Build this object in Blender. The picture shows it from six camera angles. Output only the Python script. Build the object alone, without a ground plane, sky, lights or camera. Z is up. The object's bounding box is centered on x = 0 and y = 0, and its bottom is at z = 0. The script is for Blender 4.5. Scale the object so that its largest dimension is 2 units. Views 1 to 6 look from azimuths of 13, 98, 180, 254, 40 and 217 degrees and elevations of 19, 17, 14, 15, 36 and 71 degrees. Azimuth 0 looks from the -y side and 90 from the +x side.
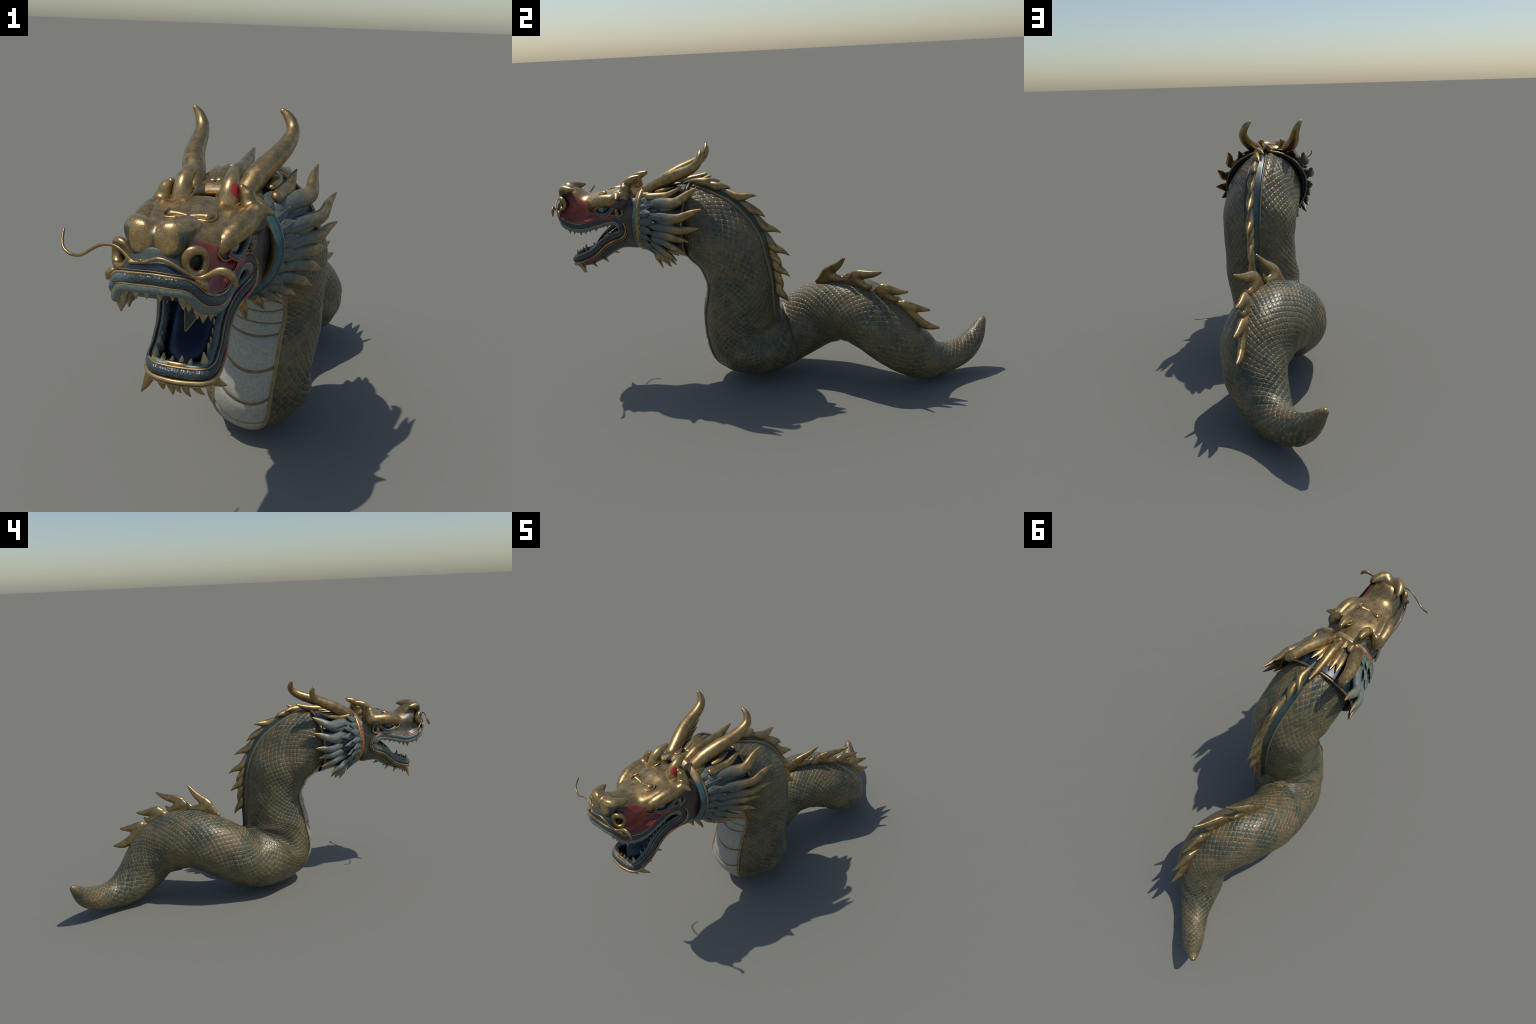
"""Painted and gilded Chinese dragon: coiled serpent body, maned head with open jaws."""
import bpy, math
import numpy as np
from mathutils import Vector, Matrix

rng = np.random.default_rng(7)
V = lambda *a: np.array(a, float)


# ------------------------------------------------------------------ small maths
def cspline(xs, ys):
    """natural cubic spline through (xs, ys); ys may be vectors"""
    xs = np.asarray(xs, float); ys = np.asarray(ys, float)
    n = len(xs); h = np.diff(xs)
    A = np.zeros((n, n)); B = np.zeros((n,) + ys.shape[1:])
    A[0, 0] = A[-1, -1] = 1
    for i in range(1, n - 1):
        A[i, i - 1] = h[i - 1]; A[i, i] = 2 * (h[i - 1] + h[i]); A[i, i + 1] = h[i]
        B[i] = 6 * ((ys[i + 1] - ys[i]) / h[i] - (ys[i] - ys[i - 1]) / h[i - 1])
    M = np.linalg.solve(A, B)

    def f(x):
        x = np.clip(np.asarray(x, float), xs[0], xs[-1])
        i = np.clip(np.searchsorted(xs, x, side="right") - 1, 0, n - 2)
        hh = h[i]; a = (xs[i + 1] - x) / hh; b = 1 - a
        if ys.ndim > 1:
            a = a[..., None]; b = b[..., None]; hh = hh[..., None]
        return a * ys[i] + b * ys[i + 1] + ((a**3 - a) * M[i] + (b**3 - b) * M[i + 1]) * hh**2 / 6
    return f


def unit(v):
    return v / np.maximum(np.linalg.norm(v, axis=-1, keepdims=True), 1e-12)


def smin(a, b, k):
    h = np.clip(0.5 + 0.5 * (b - a) / k, 0, 1)
    return b * (1 - h) + a * h - k * h * (1 - h)


def smax(a, b, k):
    return -smin(-a, -b, k)


def sstep(a, b, x):
    t = np.clip((x - a) / (b - a), 0, 1)
    return t * t * (3 - 2 * t)


# ------------------------------------------------------------------ materials
MATS = {}


class NT:
    """tiny helper to write node trees as expressions"""

    def __init__(self, name, rough=0.5, metal=0.0):
        self.m = bpy.data.materials.new(name)
        self.m.use_nodes = True
        self.t = self.m.node_tree
        self.b = self.t.nodes["Principled BSDF"]
        self.b.inputs["Roughness"].default_value = rough
        self.b.inputs["Metallic"].default_value = metal
        self.co = self.t.nodes.new("ShaderNodeTexCoord")
        MATS[name] = self.m

    def link(self, a, sock):
        if hasattr(a, "is_output"):
            self.t.links.new(a, sock)
        else:
            sock.default_value = a

    def obj(self):
        return self.co.outputs["Object"]

    def uv(self):
        return self.co.outputs["UV"]

    def sep(self, v):
        n = self.t.nodes.new("ShaderNodeSeparateXYZ"); self.link(v, n.inputs[0])
        return n.outputs

    def math(self, op, a, b=0.0, c=None):
        n = self.t.nodes.new("ShaderNodeMath"); n.operation = op
        self.link(a, n.inputs[0]); self.link(b, n.inputs[1])
        if c is not None:
            self.link(c, n.inputs[2])
        return n.outputs[0]

    def noise(self, scale, detail=3.0, rough=0.55, vec=None, dist=0.0):
        n = self.t.nodes.new("ShaderNodeTexNoise")
        n.inputs["Scale"].default_value = scale; n.inputs["Detail"].default_value = detail
        n.inputs["Roughness"].default_value = rough; n.inputs["Distortion"].default_value = dist
        self.link(vec if vec is not None else self.obj(), n.inputs["Vector"])
        return n.outputs["Fac"]

    def voro(self, scale, vec=None, feature="F1"):
        n = self.t.nodes.new("ShaderNodeTexVoronoi"); n.feature = feature
        n.inputs["Scale"].default_value = scale
        self.link(vec if vec is not None else self.obj(), n.inputs["Vector"])
        return n.outputs

    def ramp(self, fac, stops):
        n = self.t.nodes.new("ShaderNodeValToRGB")
        e = n.color_ramp.elements
        while len(e) < len(stops):
            e.new(0.5)
        for k, (p, c) in zip(e, stops):
            k.position = p; k.color = (*c, 1) if not np.isscalar(c) else (c, c, c, 1)
        self.link(fac, n.inputs[0])
        return n.outputs[0]

    def step(self, x, a, b):
        """0 below a, 1 above b"""
        n = self.t.nodes.new("ShaderNodeMapRange"); n.interpolation_type = "SMOOTHSTEP"
        self.link(x, n.inputs[0])
        n.inputs[1].default_value = a; n.inputs[2].default_value = b
        return n.outputs[0]

    def mix(self, f, a, b, mode="MIX"):
        n = self.t.nodes.new("ShaderNodeMix"); n.data_type = "RGBA"; n.blend_type = mode
        self.link(f, n.inputs[0])
        for x, s in ((a, n.inputs[6]), (b, n.inputs[7])):
            self.link((*x, 1) if isinstance(x, tuple) and len(x) == 3 else x, s)
        return n.outputs[2]

    def bump(self, h, strength=0.3, dist=0.002):
        n = self.t.nodes.new("ShaderNodeBump")
        n.inputs["Strength"].default_value = strength; n.inputs["Distance"].default_value = dist
        self.link(h, n.inputs["Height"])
        self.t.links.new(n.outputs[0], self.b.inputs["Normal"])

    def base(self, c):
        self.link((*c, 1) if isinstance(c, tuple) and len(c) == 3 else c, self.b.inputs["Base Color"])

    def rough(self, r):
        self.link(r, self.b.inputs["Roughness"])

    def metal(self, r):
        self.link(r, self.b.inputs["Metallic"])


GOLD, GOLD_D, GOLD_L = (0.345, 0.235, 0.100), (0.195, 0.138, 0.064), (0.52, 0.36, 0.158)
TEAL, TEAL_L, NAVY = (0.055, 0.105, 0.115), (0.17, 0.25, 0.26), (0.016, 0.032, 0.075)


def gold_color(n, spread=1.0):
    a = n.noise(38, 4, 0.65)
    b = n.noise(420, 2, 0.6)
    f = n.math("ADD", n.math("MULTIPLY", a, 0.6), n.math("MULTIPLY", b, 0.4))
    c = n.ramp(f, [(0.36, GOLD_D), (0.5, GOLD), (0.66, GOLD_L)])
    worn = n.step(n.noise(16, 5, 0.7, dist=0.5), 0.52, 0.68)
    return n.mix(n.math("MULTIPLY", worn, 0.5), c, (0.135, 0.100, 0.055))


def make_materials():
    # burnished gold leaf
    n = NT("gilded_bronze", 0.36, 0.82)
    n.base(gold_color(n)); n.bump(n.noise(330, 3, 0.6), 0.25, 0.0015)
    n.rough(n.ramp(n.noise(60, 3), [(0.3, 0.30), (0.7, 0.46)]))
    # spikes: teal paint at the root giving way to gold at the tip (uv.x runs root to tip)
    for name, lo, hi in (("painted_spike", 0.60, 1.08), ("ridge_spike", 0.05, 0.5)):
        n = NT(name, 0.42, 0.45)
        u = n.sep(n.uv())[0]
        u = n.math("ADD", u, n.math("MULTIPLY", n.math("SUBTRACT", n.noise(45, 3), 0.5), 0.5))
        if name == "painted_spike":
            u = n.math("ADD", u, n.math("MULTIPLY", n.step(n.sep(n.obj())[0], -0.05, 0.05), 0.36))
        m = n.step(u, lo, hi)
        tl = n.ramp(n.noise(70, 4, 0.65), [(0.3, (0.075, 0.096, 0.085)), (0.55, (0.140, 0.165, 0.145)), (0.75, (0.22, 0.21, 0.150))])
        if name == "painted_spike":
            tl = n.mix(n.math("MULTIPLY", n.step(n.sep(n.obj())[0], -0.05, 0.05), 0.45), tl, (0.070, 0.074, 0.055))
        n.base(n.mix(m, tl, gold_color(n)))
        n.metal(n.math("MULTIPLY", m, 0.8))
        n.bump(n.noise(220, 3), 0.3, 0.002)
    # petals of the mane
    n = NT("painted_petal", 0.45, 0.25)
    uv = n.sep(n.uv())
    edge = n.math("ABSOLUTE", n.math("SUBTRACT", uv[1], 0.5))
    tl = n.ramp(n.noise(90, 4, 0.65), [(0.3, (0.075, 0.100, 0.095)), (0.55, (0.150, 0.185, 0.172)), (0.75, (0.22, 0.24, 0.20))])
    wv = n.t.nodes.new("ShaderNodeTexWave"); wv.bands_direction = "Y"
    wv.inputs["Scale"].default_value = 2.2; wv.inputs["Distortion"].default_value = 2.0
    n.link(n.uv(), wv.inputs["Vector"])
    c = n.mix(n.math("MULTIPLY", wv.outputs["Fac"], 0.3), tl, (0.06, 0.078, 0.080))
    c = n.mix(n.math("MULTIPLY", n.step(n.sep(n.obj())[0], -0.05, 0.05), 0.35), c, (0.070, 0.078, 0.066))
    tip = n.step(n.math("ADD", uv[0], n.math("MULTIPLY", n.noise(60), 0.3)), 0.95, 1.2)
    n.base(n.mix(tip, c, (0.30, 0.23, 0.11)))
    n.bump(wv.outputs["Fac"], 0.5, 0.002)
    # dark groove ground between scales (tan-gold lines)
    n = NT("scale_line", 0.45, 0.15)
    n.base(n.ramp(n.noise(26, 4, 0.6), [(0.30, (0.085, 0.080, 0.048)), (0.46, (0.185, 0.138, 0.063)), (0.60, (0.255, 0.178, 0.076)), (0.75, (0.21, 0.125, 0.064))]))
    lines = n.b.inputs["Base Color"].links[0].from_socket
    n.base(n.mix(n.math("MULTIPLY", n.step(n.noise(6.5, 5, 0.65, dist=0.5), 0.46, 0.62), 0.6), lines, (0.105, 0.092, 0.054)))
    n.bump(n.noise(260, 3), 0.3, 0.002)
    # scales
    n = NT("teal_scale", 0.40, 0.1)
    patch = n.noise(7.5, 5, 0.62)
    dark = n.ramp(n.noise(55, 3, 0.6), [(0.3, (0.028, 0.044, 0.033)), (0.55, (0.052, 0.068, 0.045)), (0.8, (0.105, 0.100, 0.055))])
    worn = n.ramp(n.noise(75, 4, 0.65), [(0.3, (0.088, 0.080, 0.042)), (0.5, (0.165, 0.128, 0.060)), (0.75, (0.255, 0.165, 0.080))])
    m = n.step(patch, 0.36, 0.60)
    c = n.mix(n.math("MULTIPLY", m, 0.8), dark, worn)
    rust = n.step(n.noise(11, 5, 0.7, dist=0.6), 0.55, 0.68)
    c = n.mix(n.math("MULTIPLY", rust, 0.6), c, (0.185, 0.108, 0.066))
    deep = n.step(n.noise(5.5, 4, 0.6, dist=0.4), 0.54, 0.66)
    n.base(n.mix(n.math("MULTIPLY", deep, 0.38), c, (0.026, 0.040, 0.034)))
    n.rough(n.ramp(n.noise(40, 3), [(0.3, 0.24), (0.7, 0.40)]))
    n.bump(n.noise(300, 3), 0.3, 0.0015)
    # belly
    n = NT("belly_white", 0.55)
    n.base(n.ramp(n.noise(110, 5, 0.7), [(0.3, (0.24, 0.24, 0.20)), (0.5, (0.33, 0.325, 0.27)), (0.7, (0.40, 0.385, 0.315))]))
    n.bump(n.noise(160, 3), 0.25, 0.0015)
    n = NT("belly_trim", 0.45, 0.3)
    n.base(n.ramp(n.noise(50, 4), [(0.3, (0.20, 0.15, 0.07)), (0.7, (0.36, 0.27, 0.13))]))
    n = NT("belly_groove", 0.6, 0.1)
    n.base(n.ramp(n.noise(50, 4), [(0.3, (0.13, 0.085, 0.035)), (0.7, (0.22, 0.15, 0.07))]))
    # dorsal band: blue-green with gold rims (uv.y across)
    n = NT("dorsal_band", 0.38, 0.15)
    v = n.math("ABSOLUTE", n.math("SUBTRACT", n.sep(n.uv())[1], 0.5))
    blue = n.ramp(n.noise(22, 4, 0.6), [(0.3, (0.022, 0.046, 0.050)), (0.5, (0.034, 0.066, 0.068)), (0.7, (0.070, 0.090, 0.056))])
    blue = n.mix(n.math("MULTIPLY", n.step(n.sep(n.uv())[1], 0.50, 0.56), 0.75), blue, (0.060, 0.068, 0.042))
    gl = n.mix(n.step(v, 0.40, 0.43), blue, (0.19, 0.15, 0.075))
    n.base(n.mix(n.step(v, 0.475, 0.49), gl, (0.06, 0.09, 0.085)))
    n.bump(n.noise(120, 3), 0.2, 0.002)
    # deep blue lacquer of the skirt and of the mouth
    for name, c0, c1, r in (("navy_lacquer", (0.008, 0.016, 0.028), (0.016, 0.034, 0.055), 0.3), ("mouth_navy", (0.010, 0.017, 0.038), (0.017, 0.029, 0.060), 0.42)):
        n = NT(name, r)
        n.base(n.ramp(n.noise(25, 3), [(0.3, c0), (0.7, c1)]))
    # lips
    n = NT("lip_dark", 0.36, 0.1)
    x = n.sep(n.obj())[0]
    vo = n.voro(190)
    side = n.step(x, -0.09, -0.05)
    dk = n.ramp(n.noise(150, 4, 0.7), [(0.3, (0.022, 0.034, 0.042)), (0.6, (0.042, 0.062, 0.068)), (0.8, (0.085, 0.100, 0.088))])
    lt = n.ramp(n.noise(90, 4), [(0.3, (0.065, 0.105, 0.112)), (0.7, (0.13, 0.175, 0.175))])
    n.base(n.mix(side, lt, dk))
    n.bump(vo["Distance"], 0.5, 0.003)
    n = NT("lip_pale", 0.42, 0.1)
    n.base(n.ramp(n.noise(120, 4, 0.65), [(0.3, (0.085, 0.115, 0.105)), (0.55, (0.145, 0.180, 0.160)), (0.75, (0.22, 0.21, 0.135))]))
    n.bump(n.noise(200, 3), 0.35, 0.002)
    n = NT("lip_trim", 0.36, 0.5)
    xyz = n.sep(n.obj())
    red = n.math("MULTIPLY", n.step(n.noise(18, 2), 0.45, 0.6), n.step(n.math("ABSOLUTE", n.math("ADD", xyz[0], 0.022)), 0.09, 0.11))
    n.base(n.mix(red, gold_color(n), (0.35, 0.11, 0.06)))
    # teeth: dull old gold-ivory
    n = NT("tooth_gold", 0.4, 0.35)
    n.base(n.ramp(n.noise(80, 3), [(0.3, (0.22, 0.17, 0.085)), (0.55, (0.36, 0.28, 0.145)), (0.8, (0.46, 0.38, 0.22))]))
    n = NT("tongue_grey", 0.5)
    n.base(n.ramp(n.noise(60, 3), [(0.3, (0.075, 0.072, 0.058)), (0.7, (0.13, 0.122, 0.095))]))
    # face paint: gold on top, red and plum cheek on one side, olive bronze on the other
    n = NT("face_paint", 0.34, 0.3)
    P = n.sep(n.obj())
    x, y, z = P[0], P[1], P[2]
    wob = n.math("MULTIPLY", n.math("SUBTRACT", n.noise(22, 3), 0.5), 0.02)
    gold = gold_color(n)
    olive = n.ramp(n.noise(30, 4, 0.65), [(0.3, (0.042, 0.044, 0.028)), (0.5, (0.078, 0.070, 0.038)), (0.72, (0.135, 0.106, 0.052))])
    redc = n.ramp(n.noise(35, 4, 0.6), [(0.3, (0.16, 0.022, 0.018)), (0.55, (0.28, 0.040, 0.030)), (0.75, (0.34, 0.072, 0.048))])
    plum = n.ramp(n.noise(60, 4, 0.6), [(0.3, (0.042, 0.033, 0.028)), (0.7, (0.070, 0.052, 0.042))])
    jawc = n.ramp(n.noise(40, 4, 0.6), [(0.3, (0.030, 0.044, 0.044)), (0.7, (0.058, 0.072, 0.062))])
    nosec = n.mix(n.step(n.math("ADD", z, wob), 0.870, 0.878), (0.014, 0.024, 0.038), (0.045, 0.062, 0.052))
    redc = n.mix(n.math("MULTIPLY", n.step(n.noise(13, 4, 0.65), 0.50, 0.66), 0.65), redc, (0.085, 0.026, 0.026))
    # left (+x) face
    back = n.step(n.math("ADD", y, wob), -0.725, -0.69)
    left = n.mix(back, redc, plum)
    low = n.step(n.math("ADD", z, wob), 0.745, 0.70)
    left = n.mix(low, left, jawc)
    left = n.mix(n.step(y, -0.955, -0.975), left, nosec)
    right = n.mix(n.math("MULTIPLY", n.step(z, 0.86, 0.80), 0.5), olive, (0.048, 0.056, 0.042))
    right = n.mix(n.step(y, -0.960, -0.978), right, nosec)
    side = n.step(x, -0.03, -0.015)
    face = n.mix(side, right, left)
    # gold cap: above a line that climbs toward the nose
    line = n.math("ADD", n.math("ADD", z, wob), n.math("MULTIPLY", n.math("MINIMUM", n.math("ADD", y, 0.83), 0.0), 0.45))
    line = n.math("SUBTRACT", line, n.math("MULTIPLY", n.step(y, -0.76, -0.70), 0.035))
    cap = n.step(line, 0.872, 0.882)
    col = n.mix(cap, face, gold)
    n.base(col)
    n.metal(n.math("ADD", n.math("MULTIPLY", cap, 0.72), 0.06))
    n.bump(n.noise(260, 3), 0.22, 0.0015)
    # snout bulb: gold face with a teal rim below
    n = NT("snout_gold", 0.34, 0.7)
    x, y, z = n.sep(n.obj())
    tl = n.ramp(n.noise(60, 3), [(0.3, (0.06, 0.085, 0.07)), (0.7, (0.13, 0.135, 0.09))])
    dx = n.math("SUBTRACT", n.math("ABSOLUTE", n.math("ADD", x, 0.022)), 0.027)
    dz = n.math("SUBTRACT", z, 0.928)
    rr = n.math("SQRT", n.math("ADD", n.math("MULTIPLY", dx, dx), n.math("MULTIPLY", n.math("MULTIPLY", dz, dz), 0.7)))
    lobe = n.math("MAXIMUM", n.step(rr, 0.0265, 0.0245), n.step(z, 0.941, 0.948))
    lobe = n.math("MAXIMUM", lobe, n.step(y, -0.945, -0.935))
    rim = n.math("MULTIPLY", n.step(rr, 0.0305, 0.029), 0.25)
    n.base(n.mix(n.math("MAXIMUM", lobe, rim), tl, gold_color(n)))
    n.bump(n.noise(300, 3), 0.25, 0.0015)
    # collar: uv.y goes round the profile; teal/red to the front, gold behind
    n = NT("collar_paint", 0.4, 0.35)
    x = n.sep(n.obj())[0]; v = n.sep(n.uv())[1]; u = n.sep(n.uv())[0]
    tl = n.ramp(n.noise(70, 4), [(0.3, (0.03, 0.075, 0.085)), (0.7, (0.07, 0.14, 0.14))])
    bars = n.math("LESS_THAN", n.math("FRACT", n.math("MULTIPLY", u, 44.0)), 0.24)
    rd = n.mix(bars, (0.34, 0.075, 0.038), (0.30, 0.19, 0.09))
    front = n.mix(n.step(x, -0.03, 0.0), rd, tl)
    zz = n.sep(n.obj())[2]
    front = n.mix(n.step(zz, 0.885, 0.915), front, gold_color(n))
    n.base(n.mix(n.step(v, 0.44, 0.48), front, gold_color(n)))
    n.metal(n.math("MULTIPLY", n.step(v, 0.36, 0.40), 0.7))
    n.bump(n.noise(180, 3), 0.25, 0.002)
    # eyes
    n = NT("eye_paint", 0.12)
    x, y, z = n.sep(n.obj())
    f = n.math("ADD", y, n.math("MULTIPLY", n.noise(60), 0.012))
    lf = n.ramp(n.step(f, -0.80, -0.72), [(0.18, (0.10, 0.15, 0.13)), (0.30, (0.30, 0.08, 0.06)), (0.42, (0.22, 0.28, 0.28)), (0.70, (0.16, 0.24, 0.25)), (0.85, (0.02, 0.04, 0.08))])
    rt = n.ramp(n.step(f, -0.80, -0.72), [(0.1, (0.06, 0.09, 0.12)), (0.30, (0.35, 0.10, 0.06)), (0.45, (0.30, 0.16, 0.07)), (0.62, (0.05, 0.02, 0.03)), (0.8, (0.02, 0.04, 0.09))])
    n.base(n.mix(n.step(x, -0.05, 0.0), rt, lf))
    n = NT("eye_rim", 0.35, 0.2)
    n.base(n.ramp(n.noise(60, 3), [(0.3, (0.045, 0.075, 0.08)), (0.7, (0.11, 0.14, 0.115))]))
    n = NT("corner_blue", 0.35)
    n.base(n.ramp(n.noise(60, 3), [(0.3, (0.014, 0.04, 0.075)), (0.7, (0.025, 0.07, 0.115))]))
    n = NT("nostril_dark", 0.5)  # near-black colour standing in for the shade inside the nostril
    n.base((0.020, 0.017, 0.010))
    # crown hornlets: gold, one with a smear of red enamel at its foot
    n = NT("hornlet_gold", 0.34, 0.7)
    d = n.t.nodes.new("ShaderNodeVectorMath"); d.operation = "DISTANCE"
    n.link(n.obj(), d.inputs[0]); d.inputs[1].default_value = (0.062, -0.662, 0.962)
    m = n.step(n.math("ADD", d.outputs["Value"], n.math("MULTIPLY", n.math("SUBTRACT", n.noise(60, 2), 0.5), 0.012)), 0.0215, 0.0185)
    n.base(n.mix(m, gold_color(n), (0.36, 0.028, 0.025)))
    n.metal(n.math("MULTIPLY", n.math("SUBTRACT", 1.0, m), 0.7))
    n = NT("ear_paint", 0.42, 0.2)
    n.base(n.ramp(n.noise(90, 4), [(0.3, (0.08, 0.085, 0.07)), (0.55, (0.20, 0.16, 0.10)), (0.75, (0.32, 0.23, 0.12))]))


# ------------------------------------------------------------------ object making
def make(name, verts, faces, mat, parent, uvs=None, smooth=True, kind=None, mats=None, fmat=None, angle=None):
    me = bpy.data.meshes.new(name)
    verts = np.array(verts, float)
    # the face is a little blunter than its guide curves
    verts[:, 1] = np.where(verts[:, 1] < -0.965, -0.965 + (verts[:, 1] + 0.965) * 0.6, verts[:, 1])
    me.from_pydata(verts.tolist(), [], [list(map(int, f)) for f in faces])
    for m in ([mat] if mats is None else mats):
        me.materials.append(MATS[m])
    if fmat is not None:
        me.polygons.foreach_set("material_index", np.asarray(fmat, np.int32))
    if smooth:
        me.polygons.foreach_set("use_smooth", np.ones(len(me.polygons), bool))
    if uvs is not None:
        uvs = np.asarray(uvs, float)
        l = me.uv_layers.new(name="UVMap")
        vi = np.empty(len(me.loops), np.int32); me.loops.foreach_get("vertex_index", vi)
        l.data.foreach_set("uv", uvs[vi].ravel())
    me.update()
    ob = bpy.data.objects.new(name, me)
    bpy.context.scene.collection.objects.link(ob)
    ob.parent = parent
    if kind:
        ob["kind"] = kind
    if angle:
        me.set_sharp_from_angle(angle=math.radians(angle))
    return ob


def frames(P, ref):
    """tangent / side / up along a polyline, parallel to a reference 'up'"""
    T = unit(np.gradient(P, axis=0))
    U = np.broadcast_to(np.asarray(ref, float), P.shape)
    U = unit(U - (U * T).sum(1, keepdims=True) * T)
    return T, np.cross(T, U), U


def tube(ctrl, radii, ref=(0, 0, 1), n=28, m=16, flat=1.0, closed=False, cap=True, prof=None, us=None):
    """sweep an ellipse (side radius r, up radius r*flat) along a spline; returns verts, faces, uv"""
    ctrl = np.asarray(ctrl, float); k = len(ctrl)
    radii = np.asarray(radii, float) if np.ndim(radii) else np.full(k, float(radii))
    if closed:
        c = np.vstack([ctrl[-3:], ctrl, ctrl[:3]]); r = np.concatenate([radii[-3:], radii, radii[:3]])
        d = np.concatenate([[0], np.cumsum(np.linalg.norm(np.diff(c, axis=0), axis=1))])
        t = np.linspace(d[3], d[k + 3], n, endpoint=False)
    else:
        c, r = ctrl, radii
        d = np.concatenate([[0], np.cumsum(np.linalg.norm(np.diff(c, axis=0), axis=1))])
        t = np.linspace(0, d[-1], n) if us is None else d[-1] * np.asarray(us)
    P = cspline(d, c)(t); R = np.interp(t, d, r) if len(d) < 3 else np.maximum(cspline(d, r)(t), r.min() * 0.6)
    if closed:
        Pp = np.vstack([P[-2:], P, P[:2]]); T, S, U = (a[2:-2] for a in frames(Pp, ref))
    else:
        T, S, U = frames(P, ref)
    a = np.linspace(0, 2 * np.pi, m, endpoint=False)
    cs, sn = np.cos(a), np.sin(a)
    if prof is not None:
        q = prof(a); cs, sn = cs * q, sn * q
    fl = flat if np.ndim(flat) == 0 else np.interp(t / max(d[-1], 1e-9), np.linspace(0, 1, len(flat)), flat)[:, None]
    R = R[:, None]

    def ring(Pi, Ri, Si, Ui, fi):
        return Pi[:, None] + (Ri * cs)[..., None] * Si[:, None] + (Ri * fi * sn)[..., None] * Ui[:, None]
    flb = np.broadcast_to(fl, R.shape)
    rows = ring(P, R, S, U, flb); uu = (t - t[0]) / (t[-1] - t[0])
    if cap and not closed:
        # rounded ends
        pre, post, up, uq = [], [], [], []
        for ph in (0.35, 0.75):
            q = math.cos(ph * math.pi / 2); s = math.sin(ph * math.pi / 2)
            pre.insert(0, ring(P[:1] - T[:1] * R[:1] * s * min(1, float(flb[0, 0])), R[:1] * q, S[:1], U[:1], flb[:1])[0])
            post.append(ring(P[-1:] + T[-1:] * R[-1:] * s, R[-1:] * q, S[-1:], U[-1:], flb[-1:])[0])
            up.append(0.0); uq.append(1.0)
        rows = np.concatenate([np.array(pre), rows, np.array(post)]); uu = np.concatenate([up, uu, uq])
    N = len(rows)
    v = rows.reshape(-1, 3)
    i, j = np.meshgrid(np.arange(N if closed else N - 1), np.arange(m), indexing="ij")
    i2 = (i + 1) % N; j2 = (j + 1) % m
    f = np.stack([i * m + j, i * m + j2, i2 * m + j2, i2 * m + j], -1).reshape(-1, 4).tolist()
    uv = np.stack([np.repeat(uu, m), np.tile(np.arange(m) / m, N)], -1)
    if not closed:
        if cap:
            tip0 = P[0] - T[0] * R[0] * min(1, float(flb[0, 0])); tip1 = P[-1] + T[-1] * R[-1]
        else:
            tip0, tip1 = P[0], P[-1]
        b = len(v)
        v = np.vstack([v, tip0, tip1]); uv = np.vstack([uv, [0, .5], [1, .5]])
        for q in range(m):
            f.append([b, (q + 1) % m, q]); f.append([b + 1, (N - 1) * m + q, (N - 1) * m + (q + 1) % m])
    # orientation: outward
    return v, f, uv


def tube_obj(name, ctrl, radii, mat, parent, **kw):
    okw = {k: kw.pop(k) for k in ("kind", "angle") if k in kw}
    v, f, uv = tube(ctrl, radii, **kw)
    return make(name, v, [q[::-1] for q in f], mat, parent, uv, **okw)


def surface_nets(fn, lo, hi, h):
    """smooth mesh of the zero set of a distance-like function"""
    lo, hi = np.asarray(lo, float), np.asarray(hi, float)
    n = np.ceil((hi - lo) / h).astype(int) + 1
    ax = [lo[i] + h * np.arange(n[i]) for i in range(3)]
    F = np.empty(n)
    for a in range(0, n[0], 24):
        X, Y, Z = np.meshgrid(ax[0][a:a + 24], ax[1], ax[2], indexing="ij")
        F[a:a + 24] = fn(X, Y, Z)
    ins = F < 0
    cells = np.zeros(n - 1, int)
    corner = [(i, j, k) for i in (0, 1) for j in (0, 1) for k in (0, 1)]
    sl = lambda c: tuple(slice(c[q], n[q] - 1 + c[q]) for q in range(3))
    for c in corner:
        cells += ins[sl(c)]
    act = (cells > 0) & (cells < 8)
    idx = np.full(n - 1, -1); ids = np.argwhere(act); idx[act] = np.arange(len(ids))
    acc = np.zeros((len(ids), 3)); cnt = np.zeros(len(ids))
    for c in corner:
        for q in range(3):
            if c[q] == 0:
                e = list(c); e[q] = 1
                a = F[sl(c)][act]; b = F[sl(e)][act]
                s = (a < 0) != (b < 0)
                t = np.where(s, a / np.where(s, a - b, 1), 0)
                p = np.array(c, float)[None] + np.eye(3)[q][None] * t[:, None]
                acc += p * s[:, None]; cnt += s
    v = lo + h * (ids + acc / cnt[:, None])
    faces = []
    for q in range(3):
        r, s = (q + 1) % 3, (q + 2) % 3
        a = [slice(0, n[i]) for i in range(3)]; b = list(a)
        a[q] = slice(0, n[q] - 1); b[q] = slice(1, n[q])
        A, B = ins[tuple(a)], ins[tuple(b)]
        for e, flip in ((A & ~B, False), (~A & B, True)):
            g = np.argwhere(e)
            g = g[(g[:, r] > 0) & (g[:, s] > 0) & (g[:, r] < n[r] - 1) & (g[:, s] < n[s] - 1)]
            o = []
            for dr, ds in ((0, 0), (-1, 0), (-1, -1), (0, -1)):
                w = g.copy(); w[:, r] += dr; w[:, s] += ds
                o.append(idx[w[:, 0], w[:, 1], w[:, 2]])
            o = np.stack(o, -1)
            faces.append(o[:, ::-1] if flip else o)
    return v, np.concatenate(faces)


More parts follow.
